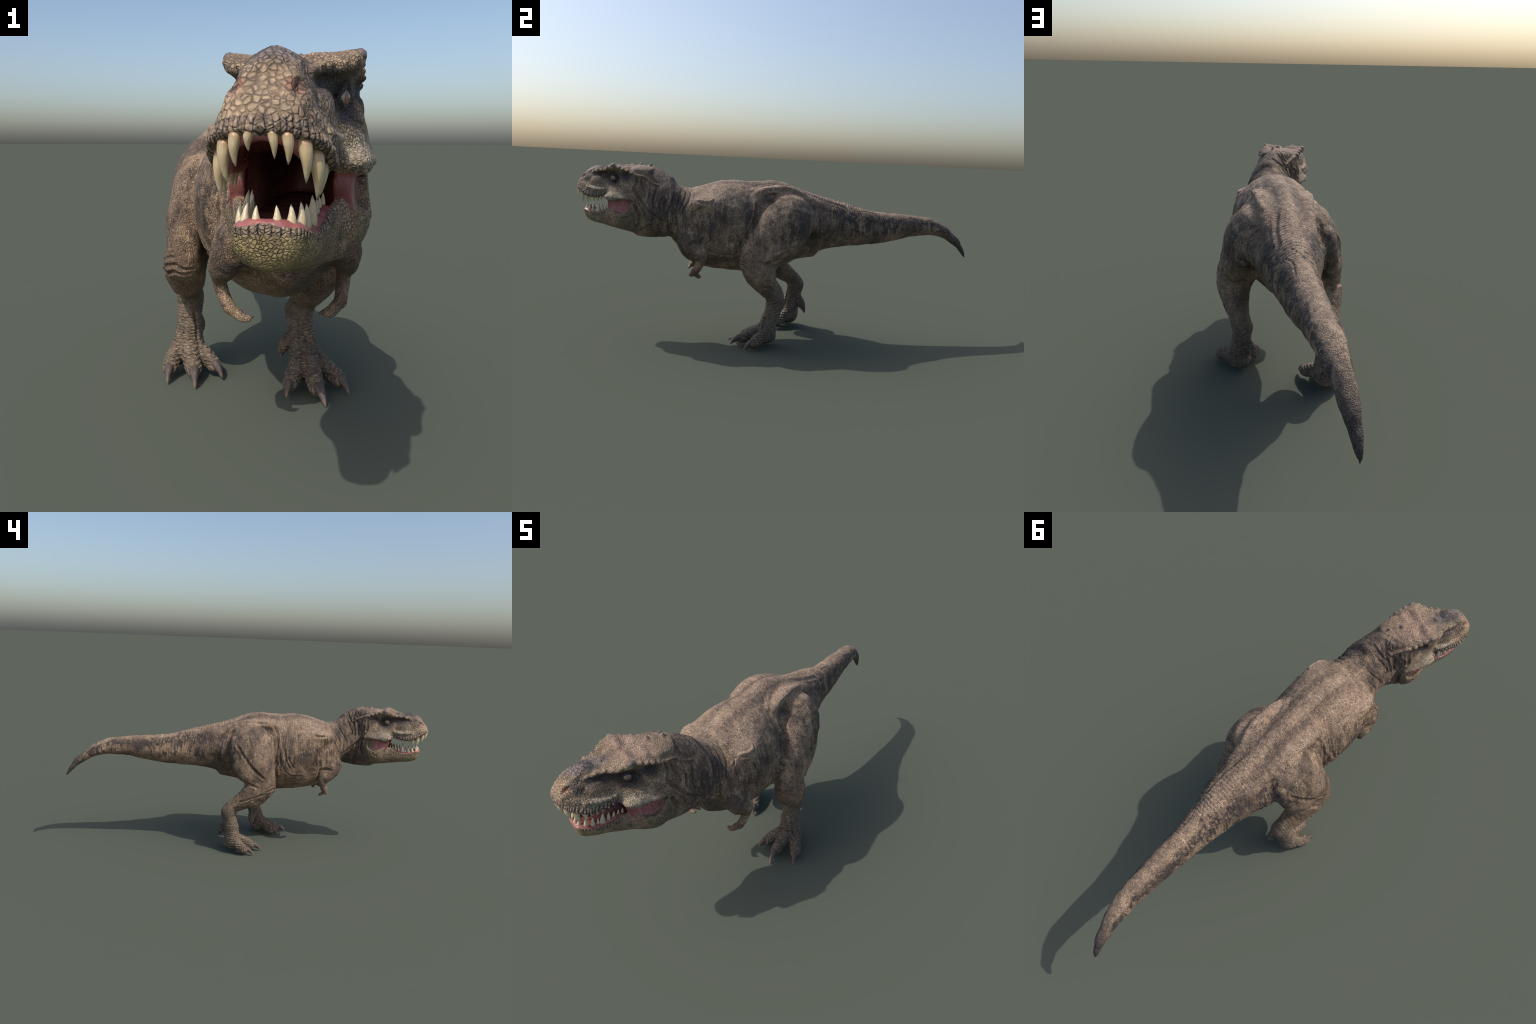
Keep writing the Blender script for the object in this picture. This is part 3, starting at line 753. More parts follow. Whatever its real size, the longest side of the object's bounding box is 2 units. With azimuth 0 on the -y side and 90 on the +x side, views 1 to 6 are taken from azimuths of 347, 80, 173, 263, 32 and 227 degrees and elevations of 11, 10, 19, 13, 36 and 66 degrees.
# fine creases running round the neck, belly, tail and shins
warp = fractal(V, 9.0, 2, 11.0)
ring = np.sin((V[:, 1] * 1.0 + V[:, 2] * .25) * 2 * math.pi / .013 + warp * 5)
body_side = np.clip((.55 - np.abs(V[:, 1] - .05)) / .1, 0, 1) * (V[:, 2] > .32)
patch = np.clip(fractal(V, 7.0, 2, 5.0) * 1.6 + .35, 0, 1)
lift += ring * .0011 * body_side * patch * (1 - up_front)
shin_ring = np.sin(V[:, 2] * 2 * math.pi / .010 + warp * 4)
lift += shin_ring * .0016 * np.clip((.24 - V[:, 2]) / .04, 0, 1) * np.clip((V[:, 2] - .025) / .02, 0, 1) * (V[:, 2] < .30)

# knuckled rings across the toes
toe_ring = np.abs(np.sin(V[:, 1] * math.pi / .0095 + warp * 1.5))
lift += (vlabel == PARTS.index("toe")) * (toe_ring - .6) * .0022 * (NRM[:, 2] > -.2)

# polygonal scales on the head, coarser towards the lips
hs = np.where(up_front > .02)[0]
lipz = np.interp(HC[:, 0], LIP_S, LIP_Z)
cells = np.zeros(len(V))
cells[hs] = np.minimum(cell_gap(V[hs], 125), .5)
smooth_zone = np.exp(-((HC[:, 0] - .095)**2 / .040**2 + (HC[:, 2] - .735)**2 / .026**2))
scale_amp = .0009 * up_front * np.where(HC[:, 2] < .60, .45, 1) * (1 - .8 * smooth_zone)
lift += (cells - .25) * scale_amp * (1 + 1.0 * np.clip((HC[:, 0] - .05) / .15, 0, 1))

# upright scutes along both lips
arc = np.abs(HC[:, 1]) * 1.0 - HC[:, 0]
scute = np.abs(np.sin(math.pi * (arc / .0105 + .3 * np.sin(arc * 90))))**.6
jawz = np.interp(HC[:, 0], JAW_S, JAW_Z)
at_lip = np.exp(-((HC[:, 2] - lipz - .011) / .010)**2) * (HC[:, 0] > .05) + .7 * np.exp(-((HC[:, 2] - jawz + .010) / .009)**2) * (HC[:, 0] > .06)
lift += at_lip * up_front * (scute - .55) * .0030


def cavity(s, t, z):
    half = np.interp(s, [-.16, -.08, -.02, .03, .10, .16, .19, .205, .225], [.020, .050, .072, .062, .050, .050, .042, .030, .0])
    return np.abs(t) - half, lipz_at(s) - z, z - jawz_at(s)


lipz_at = lambda s: np.interp(s, LIP_S, LIP_Z)
jawz_at = lambda s: np.interp(s, JAW_S, JAW_Z)
a, b, c = cavity(HC[:, 0], HC[:, 1], HC[:, 2])
inward = np.where(a < .0016, 1, 0)
hn = np.stack([NRM @ FWD, NRM @ LEFT, NRM[:, 2]], 1)
faces_in = (hn[:, 1] * np.sign(HC[:, 1]) < -.2) | (hn[:, 2] * np.where(HC[:, 2] > .635, -1, 1) > .45) | (hn[:, 0] * 1 > .3) & (HC[:, 0] < .0)
lined = (a < .004) & (HC[:, 2] > .555) & (HC[:, 2] < lipz + .05) & (HC[:, 0] > -.16) & (HC[:, 0] < .222) & faces_in & (up_front > 0)
lined |= (vlabel == PARTS.index("cheek"))
lift[lined] *= .15
V = V + NRM * lift[:, None]
NRM = normals_of(V, T)
print("sculpted", len(V), len(T))

# ------------------------------------------------------------------ materials
def new_material(name):
    m = bpy.data.materials.new(name)
    m.use_nodes = True
    nt = m.node_tree
    b = nt.nodes["Principled BSDF"]
    return m, nt, b


class Nodes:
    """Small helper to write node expressions."""
    def __init__(self, nt):
        self.nt = nt
        self.obj = nt.nodes.new("ShaderNodeTexCoord").outputs["Object"]

    def put(self, sock, v):
        if hasattr(v, "is_linked"):
            self.nt.links.new(v, sock)
        elif isinstance(v, tuple) and len(v) == 3 and sock.type == "RGBA":
            sock.default_value = (*v, 1)
        else:
            sock.default_value = v

    def math(self, op, a, b=0.0, c=0.0, clamp=False):
        n = self.nt.nodes.new("ShaderNodeMath"); n.operation = op; n.use_clamp = clamp
        for s, v in zip(n.inputs, (a, b, c)):
            self.put(s, v)
        return n.outputs[0]

    def vmath(self, op, a, b=(0, 0, 0)):
        n = self.nt.nodes.new("ShaderNodeVectorMath"); n.operation = op
        self.put(n.inputs[0], a); self.put(n.inputs[1], b)
        return n.outputs["Value"] if op in ("DOT_PRODUCT", "LENGTH", "DISTANCE") else n.outputs[0]

    def mapping(self, v, scale=(1, 1, 1), loc=(0, 0, 0), rot=(0, 0, 0)):
        n = self.nt.nodes.new("ShaderNodeMapping")
        self.put(n.inputs["Vector"], v); n.inputs["Scale"].default_value = scale
        n.inputs["Location"].default_value = loc; n.inputs["Rotation"].default_value = rot
        return n.outputs[0]

    def noise(self, v, scale, detail=3, rough=.55, distort=0.0):
        n = self.nt.nodes.new("ShaderNodeTexNoise")
        self.put(n.inputs["Vector"], v)
        n.inputs["Scale"].default_value = scale; n.inputs["Detail"].default_value = detail
        n.inputs["Roughness"].default_value = rough; n.inputs["Distortion"].default_value = distort
        return n.outputs[0]

    def voronoi(self, v, scale, feature="DISTANCE_TO_EDGE", out=0, rnd=1.0):
        n = self.nt.nodes.new("ShaderNodeTexVoronoi"); n.feature = feature
        self.put(n.inputs["Vector"], v); n.inputs["Scale"].default_value = scale
        n.inputs["Randomness"].default_value = rnd
        return n.outputs[out]

    def step(self, v, lo, hi, a=0.0, b=1.0):
        n = self.nt.nodes.new("ShaderNodeMapRange"); n.interpolation_type = "SMOOTHSTEP"
        self.put(n.inputs[0], v)
        for i, q in enumerate((lo, hi, a, b)):
            n.inputs[1 + i].default_value = q
        return n.outputs[0]

    def mix(self, f, a, b, mode="MIX"):
        n = self.nt.nodes.new("ShaderNodeMix"); n.data_type = "RGBA"; n.blend_type = mode
        self.put(n.inputs[0], f); self.put(n.inputs[6], a); self.put(n.inputs[7], b)
        return n.outputs[2]

    def curve(self, v, xs, ys):
        """A profile y(x), as a colour ramp read as a value."""
        lo, hi, ylo, yhi = xs[0], xs[-1], min(ys), max(ys)
        n = self.nt.nodes.new("ShaderNodeValToRGB")
        e = n.color_ramp.elements
        while len(e) < len(xs):
            e.new(.5)
        for el, x, y in zip(e, xs, ys):
            el.position = (x - lo) / (hi - lo)
            g = (y - ylo) / (yhi - ylo)
            el.color = (g, g, g, 1)
        self.put(n.inputs[0], self.math("DIVIDE", self.math("SUBTRACT", v, lo), hi - lo))
        s = self.nt.nodes.new("ShaderNodeSeparateColor")
        self.nt.links.new(n.outputs[0], s.inputs[0])
        return self.math("MULTIPLY_ADD", s.outputs[0], yhi - ylo, ylo)

    def spot(self, centre, radius, soft=.5, scale=(1, 1, 1), v=None):
        """1 inside an ellipsoid round centre, 0 outside."""
        d = self.vmath("SUBTRACT", self.obj if v is None else v, centre)
        d = self.vmath("LENGTH", self.vmath("MULTIPLY", d, scale))
        return self.step(d, radius * (1 + soft), radius * (1 - soft))


def bump(N, b, height, strength, dist):
    n = N.nt.nodes.new("ShaderNodeBump")
    n.inputs["Strength"].default_value = strength; n.inputs["Distance"].default_value = dist
    N.put(n.inputs["Height"], height)
    N.nt.links.new(n.outputs[0], b.inputs["Normal"])


def skin_material():
    m, nt, b = new_material("scaly_skin")
    N = Nodes(nt)
    P = N.obj
    sep = nt.nodes.new("ShaderNodeSeparateXYZ"); nt.links.new(P, sep.inputs[0])
    x, y, z = sep.outputs
    # head coordinates
    q = N.vmath("SUBTRACT", P, tuple(ORG))
    s = N.vmath("DOT_PRODUCT", q, tuple(FWD)); t = N.math("ABSOLUTE", N.vmath("DOT_PRODUCT", q, tuple(LEFT)))
    cmb = nt.nodes.new("ShaderNodeCombineXYZ")
    N.put(cmb.inputs[0], s); N.put(cmb.inputs[1], t); N.put(cmb.inputs[2], z)
    HV = cmb.outputs[0]
    on_head = N.step(y, -.62, -.70)
    # ---- ground colour: pinkish tan with browner clouds
    big = N.noise(P, 7, 4, .6)
    mid = N.noise(P, 24, 4, .6)
    fine = N.noise(P, 120, 3, .6)
    c = N.mix(N.step(mid, .36, .66), (.300, .204, .130), (.500, .352, .236))
    c = N.mix(N.step(big, .42, .62), c, (.205, .143, .098))
    # ---- dark upright bars and blotches
    bars = N.noise(N.mapping(P, (.30, 1.0, .22)), 58, 5, .70, .5)
    mottle = N.noise(P, 64, 4, .7, .4)
    blot = N.noise(P, 13, 4, .62, .4)
    tail_y = N.step(y, .02, .22)
    thr = N.math("ADD", N.math("MULTIPLY", N.math("MULTIPLY_ADD", mottle, .30, N.math("MULTIPLY", bars, .90)), .62), N.math("MULTIPLY", blot, .32))
    bar_mask = N.step(thr, .522, .582)
    top = N.curve(y, [-.75, -.55, -.48, -.35, -.08, .1, .28, .5, .75, .86, 1.0], [.82, .78, .725, .755, .772, .724, .675, .632, .611, .568, .40])
    bot = N.curve(y, [-.75, -.55, -.50, -.38, -.2, .03, .12, .25, .5, .75, .86, 1.0], [.50, .485, .40, .345, .325, .365, .40, .45, .476, .52, .50, .38])
    rel = N.math("DIVIDE", N.math("SUBTRACT", z, bot), N.math("MAXIMUM", N.math("SUBTRACT", top, bot), .02))
    wob = N.math("MULTIPLY_ADD", N.math("SUBTRACT", mid, .5), .35, rel)
    side_zone = N.math("MULTIPLY", N.step(wob, .98, .78), N.step(wob, .22, .40))
    dark = (.082, .063, .057)
    c = N.mix(N.math("MULTIPLY", N.math("MULTIPLY", bar_mask, side_zone), N.math("MULTIPLY_ADD", tail_y, .20, .74)), c, dark)
    pale = N.math("MULTIPLY", N.math("MULTIPLY", N.step(bars, .46, .36), side_zone), N.step(z, .36, .44))
    c = N.mix(N.math("MULTIPLY", pale, .55), c, (.440, .345, .225))
    painted_back_light = N.math("MULTIPLY", N.math("MULTIPLY", N.step(wob, .70, .92), N.step(mottle, .34, .56)), N.step(y, -.52, -.44))  # skin tinted paler along back and hips, where light falls from above
    c = N.mix(N.math("MULTIPLY", painted_back_light, .55), c, (.530, .382, .275))
    # ---- dark flanking stripe beside the pale back line of the tail
    spine = N.step(wob, .88, .97)
    c = N.mix(N.math("MULTIPLY", spine, .60), c, N.mix(N.step(mottle, .38, .62), (.330, .232, .158), (.470, .345, .245)))
    band = N.math("MULTIPLY", N.math("MULTIPLY", N.step(wob, .60, .72), N.step(wob, .96, .86)), N.step(y, .10, .26))
    c = N.mix(N.math("MULTIPLY", band, N.step(mottle, .40, .56)), c, dark)
    off = N.math("ABSOLUTE", N.math("ADD", N.math("ADD", x, .010), N.math("MULTIPLY", N.math("SUBTRACT", mid, .5), .03)))
    beside = N.math("MULTIPLY", N.math("MULTIPLY", N.step(off, .018, .032), N.step(off, .075, .050)), N.math("MULTIPLY", N.step(y, -.46, -.38), N.step(y, .20, .08)))
    c = N.mix(N.math("MULTIPLY", N.math("MULTIPLY", beside, N.step(rel, .78, .9)), N.math("MULTIPLY", N.step(mottle, .36, .58), .75)), c, (.105, .076, .062))
    # ---- thighs: front lightened in the colour for sunlit strips, dark patch under the hip ridge, dark bars behind
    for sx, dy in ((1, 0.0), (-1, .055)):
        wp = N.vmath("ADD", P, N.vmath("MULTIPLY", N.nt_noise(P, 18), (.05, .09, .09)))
        painted_sun_t = N.spot((sx * .20, -.125 + dy, .575), .048, .5, (.5, 1, .62), wp)
        c = N.mix(N.math("MULTIPLY", painted_sun_t, .62), c, N.mix(N.step(mottle, .36, .6), (.33, .225, .15), (.50, .355, .255)))
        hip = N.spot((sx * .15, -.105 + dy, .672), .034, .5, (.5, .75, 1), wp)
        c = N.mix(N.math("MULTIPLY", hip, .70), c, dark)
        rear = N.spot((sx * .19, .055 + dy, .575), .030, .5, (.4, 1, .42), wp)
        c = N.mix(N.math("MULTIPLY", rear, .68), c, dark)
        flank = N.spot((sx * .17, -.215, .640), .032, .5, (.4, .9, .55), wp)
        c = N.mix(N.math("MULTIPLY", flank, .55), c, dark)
    for sx, dy, cx_ in ((1, 0.0, .088), (-1, .015, -.100)):
        wp = N.vmath("ADD", P, N.vmath("MULTIPLY", N.nt_noise(P, 22), (.02, .05, .03)))
        crest = N.spot((cx_, -.075 + dy, .728), .034, .45, (1, .33, 1), wp)
        c = N.mix(N.math("MULTIPLY", crest, .72), c, N.mix(N.step(mottle, .34, .6), (.42, .29, .20), (.58, .42, .305)))
        blade = N.spot((cx_ * 1.35, -.39, .690), .040, .5, (.8, .55, 1), wp)
        c = N.mix(N.math("MULTIPLY", blade, .50), c, (.52, .375, .27))
    # ---- olive belly
    arm_zone = N.spot((0, -.44, .375), .075, .12, (.42, 1, 1))
    arm_zone = N.math("MULTIPLY", arm_zone, N.step(N.math("ABSOLUTE", x), .07, .10))
    belly = N.math("MULTIPLY", N.math("MULTIPLY", N.math("MULTIPLY", N.step(N.math("ABSOLUTE", x), .155, .10), N.step(wob, .34, .08), N.step(z, .30, .34))), N.math("SUBTRACT", 1.0, arm_zone))
    c = N.mix(N.math("MULTIPLY", belly, .75), c, (.255, .200, .105))
    # ---- lower legs: greyer olive
    shank = N.step(z, .34, .20)
    legc = N.mix(N.step(mid, .4, .65), (.205, .160, .115), (.135, .110, .085))
    c = N.mix(N.math("MULTIPLY", shank, .85), c, legc)
    # ---- small dark freckles
    fr = N.voronoi(P, 62, "F1")
    c = N.mix(N.math("MULTIPLY", N.math("MULTIPLY", N.step(fr, .26, .14), N.step(blot, .50, .58)), .8), c, (.060, .048, .050))
    # ---- tail end
    c = N.mix(N.step(y, .84, .97), c, (.105, .085, .072))
    # ---- neck: browner with dark shade bands
    neck_zone = N.math("MULTIPLY", N.step(y, -.44, -.52), N.step(y, -.74, -.66))
    c = N.mix(N.math("MULTIPLY", neck_zone, N.step(bars, .42, .58)), c, (.120, .090, .076))
    # ---- head
    hc = N.mix(N.step(mid, .35, .65), (.245, .175, .115), (.390, .285, .190))
    crown = N.spot((-.03, 0, .81), .070, .4, (1, .8, 1.6), HV)
    hc = N.mix(N.math("MULTIPLY", crown, .7), hc, (.400, .265, .195))
    cream = N.math("MAXIMUM", N.spot((.00, .11, .668), .045, .5, (.75, .7, 1.25), HV), N.spot((.10, .08, .692), .036, .5, (.62, .7, 1.7), HV))
    hc = N.mix(N.math("MULTIPLY", cream, N.step(fine, .30, .60)), hc, (.430, .365, .270))
    boss = N.spot((.105, .06, .733), .026, .5, (.8, .6, 1), HV)
    hc = N.mix(N.math("MULTIPLY", boss, .6), hc, (.370, .275, .200))
    nose = N.spot((.125, 0, .805), .056, .35, (.66, 1.35, 1.5), HV)
    hc = N.mix(N.math("MULTIPLY", nose, .85), hc, N.mix(N.step(mid, .4, .6), (.075, .062, .064), (.200, .168, .165)))
    mask = N.math("MAXIMUM", N.spot((.010, .078, .748), .037, .35, (.85, .6, 1), HV), N.spot((.075, .065, .762), .026, .5, (.45, .6, 1.3), HV))
    mask = N.math("MAXIMUM", mask, N.spot((-.055, .09, .762), .022, .5, (.6, .6, 1.2), HV))
    hc = N.mix(N.math("MULTIPLY", N.spot((.150, .052, .752), .026, .6, (.8, .6, 1), HV), N.step(mid, .30, .60)), hc, (.085, .070, .068))
    hc = N.mix(N.math("MULTIPLY", mask, .88), hc, (.045, .038, .042))
    hc = N.mix(N.spot((.204, .038, .752), .014, .4, (.8, 1, 1.3), HV), hc, (.330, .165, .115))
    hc = N.mix(N.spot((.195, .042, .752), .0085, .3, (.7, 1, 1.3), HV), hc, (.020, .015, .014))
    chin = N.math("MULTIPLY", N.step(s, .02, .17), N.step(z, .60, .565))
    hc = N.mix(N.math("MULTIPLY", chin, .75), hc, (.370, .300, .140))
    jowl = N.spot((-.06, .11, .565), .06, .5, (1, .7, 1), HV)
    hc = N.mix(N.math("MULTIPLY", jowl, N.step(mid, .35, .6)), hc, (.230, .180, .110))
    # lip scutes
    lipz = N.curve(s, LIP_S[4:], LIP_Z[4:])
    jawz = N.curve(s, JAW_S[6:], JAW_Z[6:])
    arc = N.math("SUBTRACT", t, s)
    ph = N.math("MULTIPLY_ADD", arc, math.pi / .0105, N.math("MULTIPLY", N.math("SINE", N.math("MULTIPLY", arc, 90)), .3 * math.pi))
    scute = N.math("ABSOLUTE", N.math("SINE", ph))
    near_lip = N.math("MULTIPLY", N.step(N.math("ABSOLUTE", N.math("SUBTRACT", N.math("SUBTRACT", z, lipz), .008)), .018, .008), N.step(s, .04, .06))
    near_jaw = N.math("MULTIPLY", N.step(N.math("ABSOLUTE", N.math("ADD", N.math("SUBTRACT", z, jawz), .008)), .013, .006), N.step(s, .03, .06))
    near = N.math("MAXIMUM", near_lip, near_jaw)
    hc = N.mix(N.math("MULTIPLY", near, .35), hc, (.230, .185, .155))
    hc = N.mix(N.math("MULTIPLY", near, N.step(scute, .50, .20)), hc, (.050, .044, .050))
    c = N.mix(on_head, c, hc)
    # ---- scales: pale plates, dark cracks
    warpv = N.vmath("ADD", P, N.vmath("MULTIPLY", N.nt_noise(P, 30), (.004, .004, .004)))
    e_snout = N.voronoi(warpv, 112)
    e_back = N.voronoi(warpv, 185)
    sm = nt.nodes.new("ShaderNodeMix"); sm.data_type = "FLOAT"
    N.put(sm.inputs[0], N.math("MULTIPLY", N.step(s, .10, .16), N.step(z, .60, .64))); N.put(sm.inputs[2], e_back); N.put(sm.inputs[3], e_snout)
    e_big = sm.outputs[0]
    e_body = N.voronoi(N.mapping(warpv, (1, 1, .8)), 205)
    e_plate = N.voronoi(N.mapping(warpv, (.40, .40, 1.35)), 120, rnd=.8)
    e_toe = N.voronoi(N.mapping(warpv, (.45, 1.5, .40)), 105, rnd=.7)
    def fmix(f, a, b_):
        n_ = nt.nodes.new("ShaderNodeMix"); n_.data_type = "FLOAT"
        N.put(n_.inputs[0], f); N.put(n_.inputs[2], a); N.put(n_.inputs[3], b_)
        return n_.outputs[0]
    e_small = fmix(N.step(z, .060, .045), fmix(N.step(z, .20, .17), e_body, e_plate), e_toe)
    edge = nt.nodes.new("ShaderNodeMix"); edge.data_type = "FLOAT"
    N.put(edge.inputs[0], on_head); N.put(edge.inputs[2], e_small); N.put(edge.inputs[3], e_big)
    e = edge.outputs[0]
    crack = N.math("MULTIPLY", N.step(e, .22, .02), N.step(N.noise(P, 45, 3), .25, .60))
    tint = N.voronoi(warpv, 150, "F1", 1)
    hue = nt.nodes.new("ShaderNodeSeparateColor"); nt.links.new(tint, hue.inputs[0])
    c = N.mix(.55, c, N.mix(hue.outputs[0], (.66, .66, .66), (1.30, 1.26, 1.16)), "MULTIPLY")
    c = N.mix(N.math("MULTIPLY", crack, N.math("MULTIPLY_ADD", on_head, .10, .70)), c, N.mix(1.0, c, (.26, .25, .27), "MULTIPLY"))
    lite = N.math("MULTIPLY", N.step(e, .16, .34), .28)
    c = N.mix(lite, c, N.mix(1.0, c, (1.45, 1.42, 1.38), "MULTIPLY"))
    # grain
    c = N.mix(N.math("MULTIPLY_ADD", on_head, -.05, .46), c, N.mix(N.step(fine, .3, .7), (.55, .55, .56), (1.25, 1.22, 1.2)), "MULTIPLY")
    line = N.noise(N.mapping(warpv, (.45, 1.0, .22)), 150, 3, .6, .7)  # wrinkle lines darkened in the base colour, baked-in occlusion shade
    line = N.step(N.math("ABSOLUTE", N.math("SUBTRACT", line, .5)), .030, .004)
    c = N.mix(N.math("MULTIPLY", N.math("MULTIPLY", line, N.step(big, .30, .55)), N.math("MULTIPLY_ADD", on_head, -.55, .55)), c, N.mix(1.0, c, (.42, .38, .38), "MULTIPLY"))
    N.put(b.inputs["Base Color"], c)
    b.inputs["Roughness"].default_value = .62
    b.inputs["Specular IOR Level"].default_value = .35
    # ---- relief: plates, fine creases across the limbs and flanks
    crease = N.noise(N.mapping(warpv, (1.0, 1.0, .35)), 190, 4, .6, .5)
    crease2 = N.noise(N.mapping(warpv, (.5, 1.0, .5)), 75, 3, .6, .8)
    wr = N.noise(N.mapping(warpv, (.45, 1.0, .22)), 150, 3, .6, .7)
    wrinkle = N.math("MULTIPLY", N.math("ABSOLUTE", N.math("SUBTRACT", wr, .5)), N.step(big, .30, .55))
    h = N.math("MULTIPLY", N.step(e, .0, .22), .8)
    h = N.math("ADD", h, N.math("MULTIPLY", crease, .9))
    h = N.math("ADD", h, N.math("MULTIPLY", N.math("ABSOLUTE", N.math("SUBTRACT", crease2, .5)), 3.2))
    h = N.math("ADD", h, N.math("MULTIPLY", N.math("MULTIPLY", wrinkle, 5.0), N.math("SUBTRACT", 1.0, on_head)))
    bump(N, b, h, .75, .0024)
    return m


def _nt_noise(self, v, scale):
    n = self.nt.nodes.new("ShaderNodeTexNoise")
    self.put(n.inputs["Vector"], v); n.inputs["Scale"].default_value = scale; n.inputs["Detail"].default_value = 2
    return self.vmath("SUBTRACT", n.outputs["Color"], (.5, .5, .5))


Nodes.nt_noise = _nt_noise
skin = skin_material()



def plain(name, colour, rough, dark=None, scale=60, bumpy=.2, **kw):
    m, nt, b = new_material(name)
    N = Nodes(nt)
    n = N.noise(N.obj, scale, 4)
    N.put(b.inputs["Base Color"], N.mix(N.step(n, .35, .7), colour, dark or tuple(c * .6 for c in colour)))
    b.inputs["Roughness"].default_value = rough
    for k, v in kw.items():
        b.inputs[k.replace("_", " ")].default_value = v
    bump(N, b, N.noise(N.obj, scale * 3, 3), bumpy, .002)
    return m


def mouth_material():
    m, nt, b = new_material("mouth_flesh")
    N = Nodes(nt)
    n = N.noise(N.obj, 60, 4)
    c = N.mix(N.step(n, .32, .68), (.36, .125, .110), (.24, .075, .070))
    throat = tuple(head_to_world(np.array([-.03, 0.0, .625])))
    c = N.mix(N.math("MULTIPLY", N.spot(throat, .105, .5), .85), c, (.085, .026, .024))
    web = N.math("MAXIMUM", N.spot(tuple(head_to_world(np.array([-.03, .095, .63]))), .05, .4), N.spot(tuple(head_to_world(np.array([-.03, -.095, .63]))), .05, .4))
    c = N.mix(web, c, N.mix(N.step(N.noise(N.mapping(N.obj, (.4, 1, .4)), 160, 3), .35, .65), (.40, .165, .150), (.27, .085, .085)))
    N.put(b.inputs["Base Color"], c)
    b.inputs["Roughness"].default_value = .42
    bump(N, b, N.noise(N.obj, 170, 3), .35, .002)
    return m


mouth = mouth_material()


def tooth_material():
    m, nt, b = new_material("tooth_enamel")
    N = Nodes(nt)
    sep = nt.nodes.new("ShaderNodeSeparateXYZ"); nt.links.new(N.obj, sep.inputs[0])
    stain = N.step(N.noise(N.mapping(N.obj, (3, 3, .6)), 1.5, 4), .3, .75)
    base = N.mix(stain, (.66, .58, .42), (.50, .38, .20))
    base = N.mix(N.step(sep.outputs[2], .35, .0), base, (.40, .25, .13))
    N.put(b.inputs["Base Color"], base)
    b.inputs["Roughness"].default_value = .32
    bump(N, b, N.noise(N.mapping(N.obj, (8, 8, .6)), 2, 2), .15, .01)
    return m


def claw_material():
    m, nt, b = new_material("claw_horn")
    N = Nodes(nt)
    sep = nt.nodes.new("ShaderNodeSeparateXYZ"); nt.links.new(N.obj, sep.inputs[0])
    streak = N.noise(N.mapping(N.obj, (9, 9, 1.0)), 1.6, 4)
    c = N.mix(N.step(streak, .3, .7), (.060, .045, .040), (.125, .095, .082))
    c = N.mix(N.step(sep.outputs[2], .70, 1.0), c, (.22, .15, .115))
    N.put(b.inputs["Base Color"], c)
    b.inputs["Roughness"].default_value = .52
    b.inputs["Specular IOR Level"].default_value = .3
    bump(N, b, streak, .25, .02)
    return m


def eye_material():
    m, nt, b = new_material("eye_surface")
    N = Nodes(nt)
    u = N.vmath("NORMALIZE", N.obj)
    sep = nt.nodes.new("ShaderNodeSeparateXYZ"); nt.links.new(u, sep.inputs[0])
    z = sep.outputs[2]
    vein = N.noise(N.obj, 260, 3)
    c = N.mix(N.step(vein, .4, .7), (.34, .30, .23), (.26, .21, .16))
    iris = N.mix(N.step(N.noise(u, 22, 3), .35, .65), (.26, .105, .065), (.36, .17, .105))
    c = N.mix(N.step(z, .70, .72), c, (.07, .075, .085))
    c = N.mix(N.step(z, .745, .80), c, iris)
    c = N.mix(N.step(z, .968, .978), c, (.06, .055, .06))
    N.put(b.inputs["Base Color"], c)
    b.inputs["Roughness"].default_value = .22
    return m


tooth_mat, claw_mat, eye_mat = tooth_material(), claw_material(), eye_material()
horn_mat = plain("horn_boss", (.105, .085, .080), .55, (.19, .150, .130), 90, .4)

# ------------------------------------------------------------------ parts
col_ = bpy.context.scene.collection
root = bpy.data.objects.new("carnivorous_dinosaur", None)
col_.objects.link(root)
root["label"] = "striding tan and grey-brown tyrannosaur with gaping toothy mouth"
root["category"] = "dinosaur"

tri_l = vlabel[T]
face_l = np.where(tri_l[:, 1] == tri_l[:, 2], tri_l[:, 1], tri_l[:, 0])
lined_f = lined[T].sum(1) >= 2
left = V[T][:, :, 0].mean(1) > 0
cen = V[T].mean(1)


def part(name, mask, material, parent):
    idx = np.where(mask)[0]
    if not len(idx):
        return None
    used, inv = np.unique(T[idx].ravel(), return_inverse=True)
    me = bpy.data.meshes.new(name)
    nf = len(idx)
    me.vertices.add(len(used)); me.vertices.foreach_set("co", V[used].astype(np.float32).ravel())
    me.loops.add(nf * 3); me.loops.foreach_set("vertex_index", inv.astype(np.int32))
    me.polygons.add(nf)
    me.polygons.foreach_set("loop_start", np.arange(0, nf * 3, 3, dtype=np.int32))
    me.polygons.foreach_set("loop_total", np.full(nf, 3, np.int32))
    me.update(calc_edges=True)
    me.polygons.foreach_set("use_smooth", [True] * nf)
    me.normals_split_custom_set_from_vertices(NRM[used].tolist())
    me.materials.append(material)
    o = bpy.data.objects.new(name, me)
    col_.objects.link(o)
    o.parent = parent
    return o


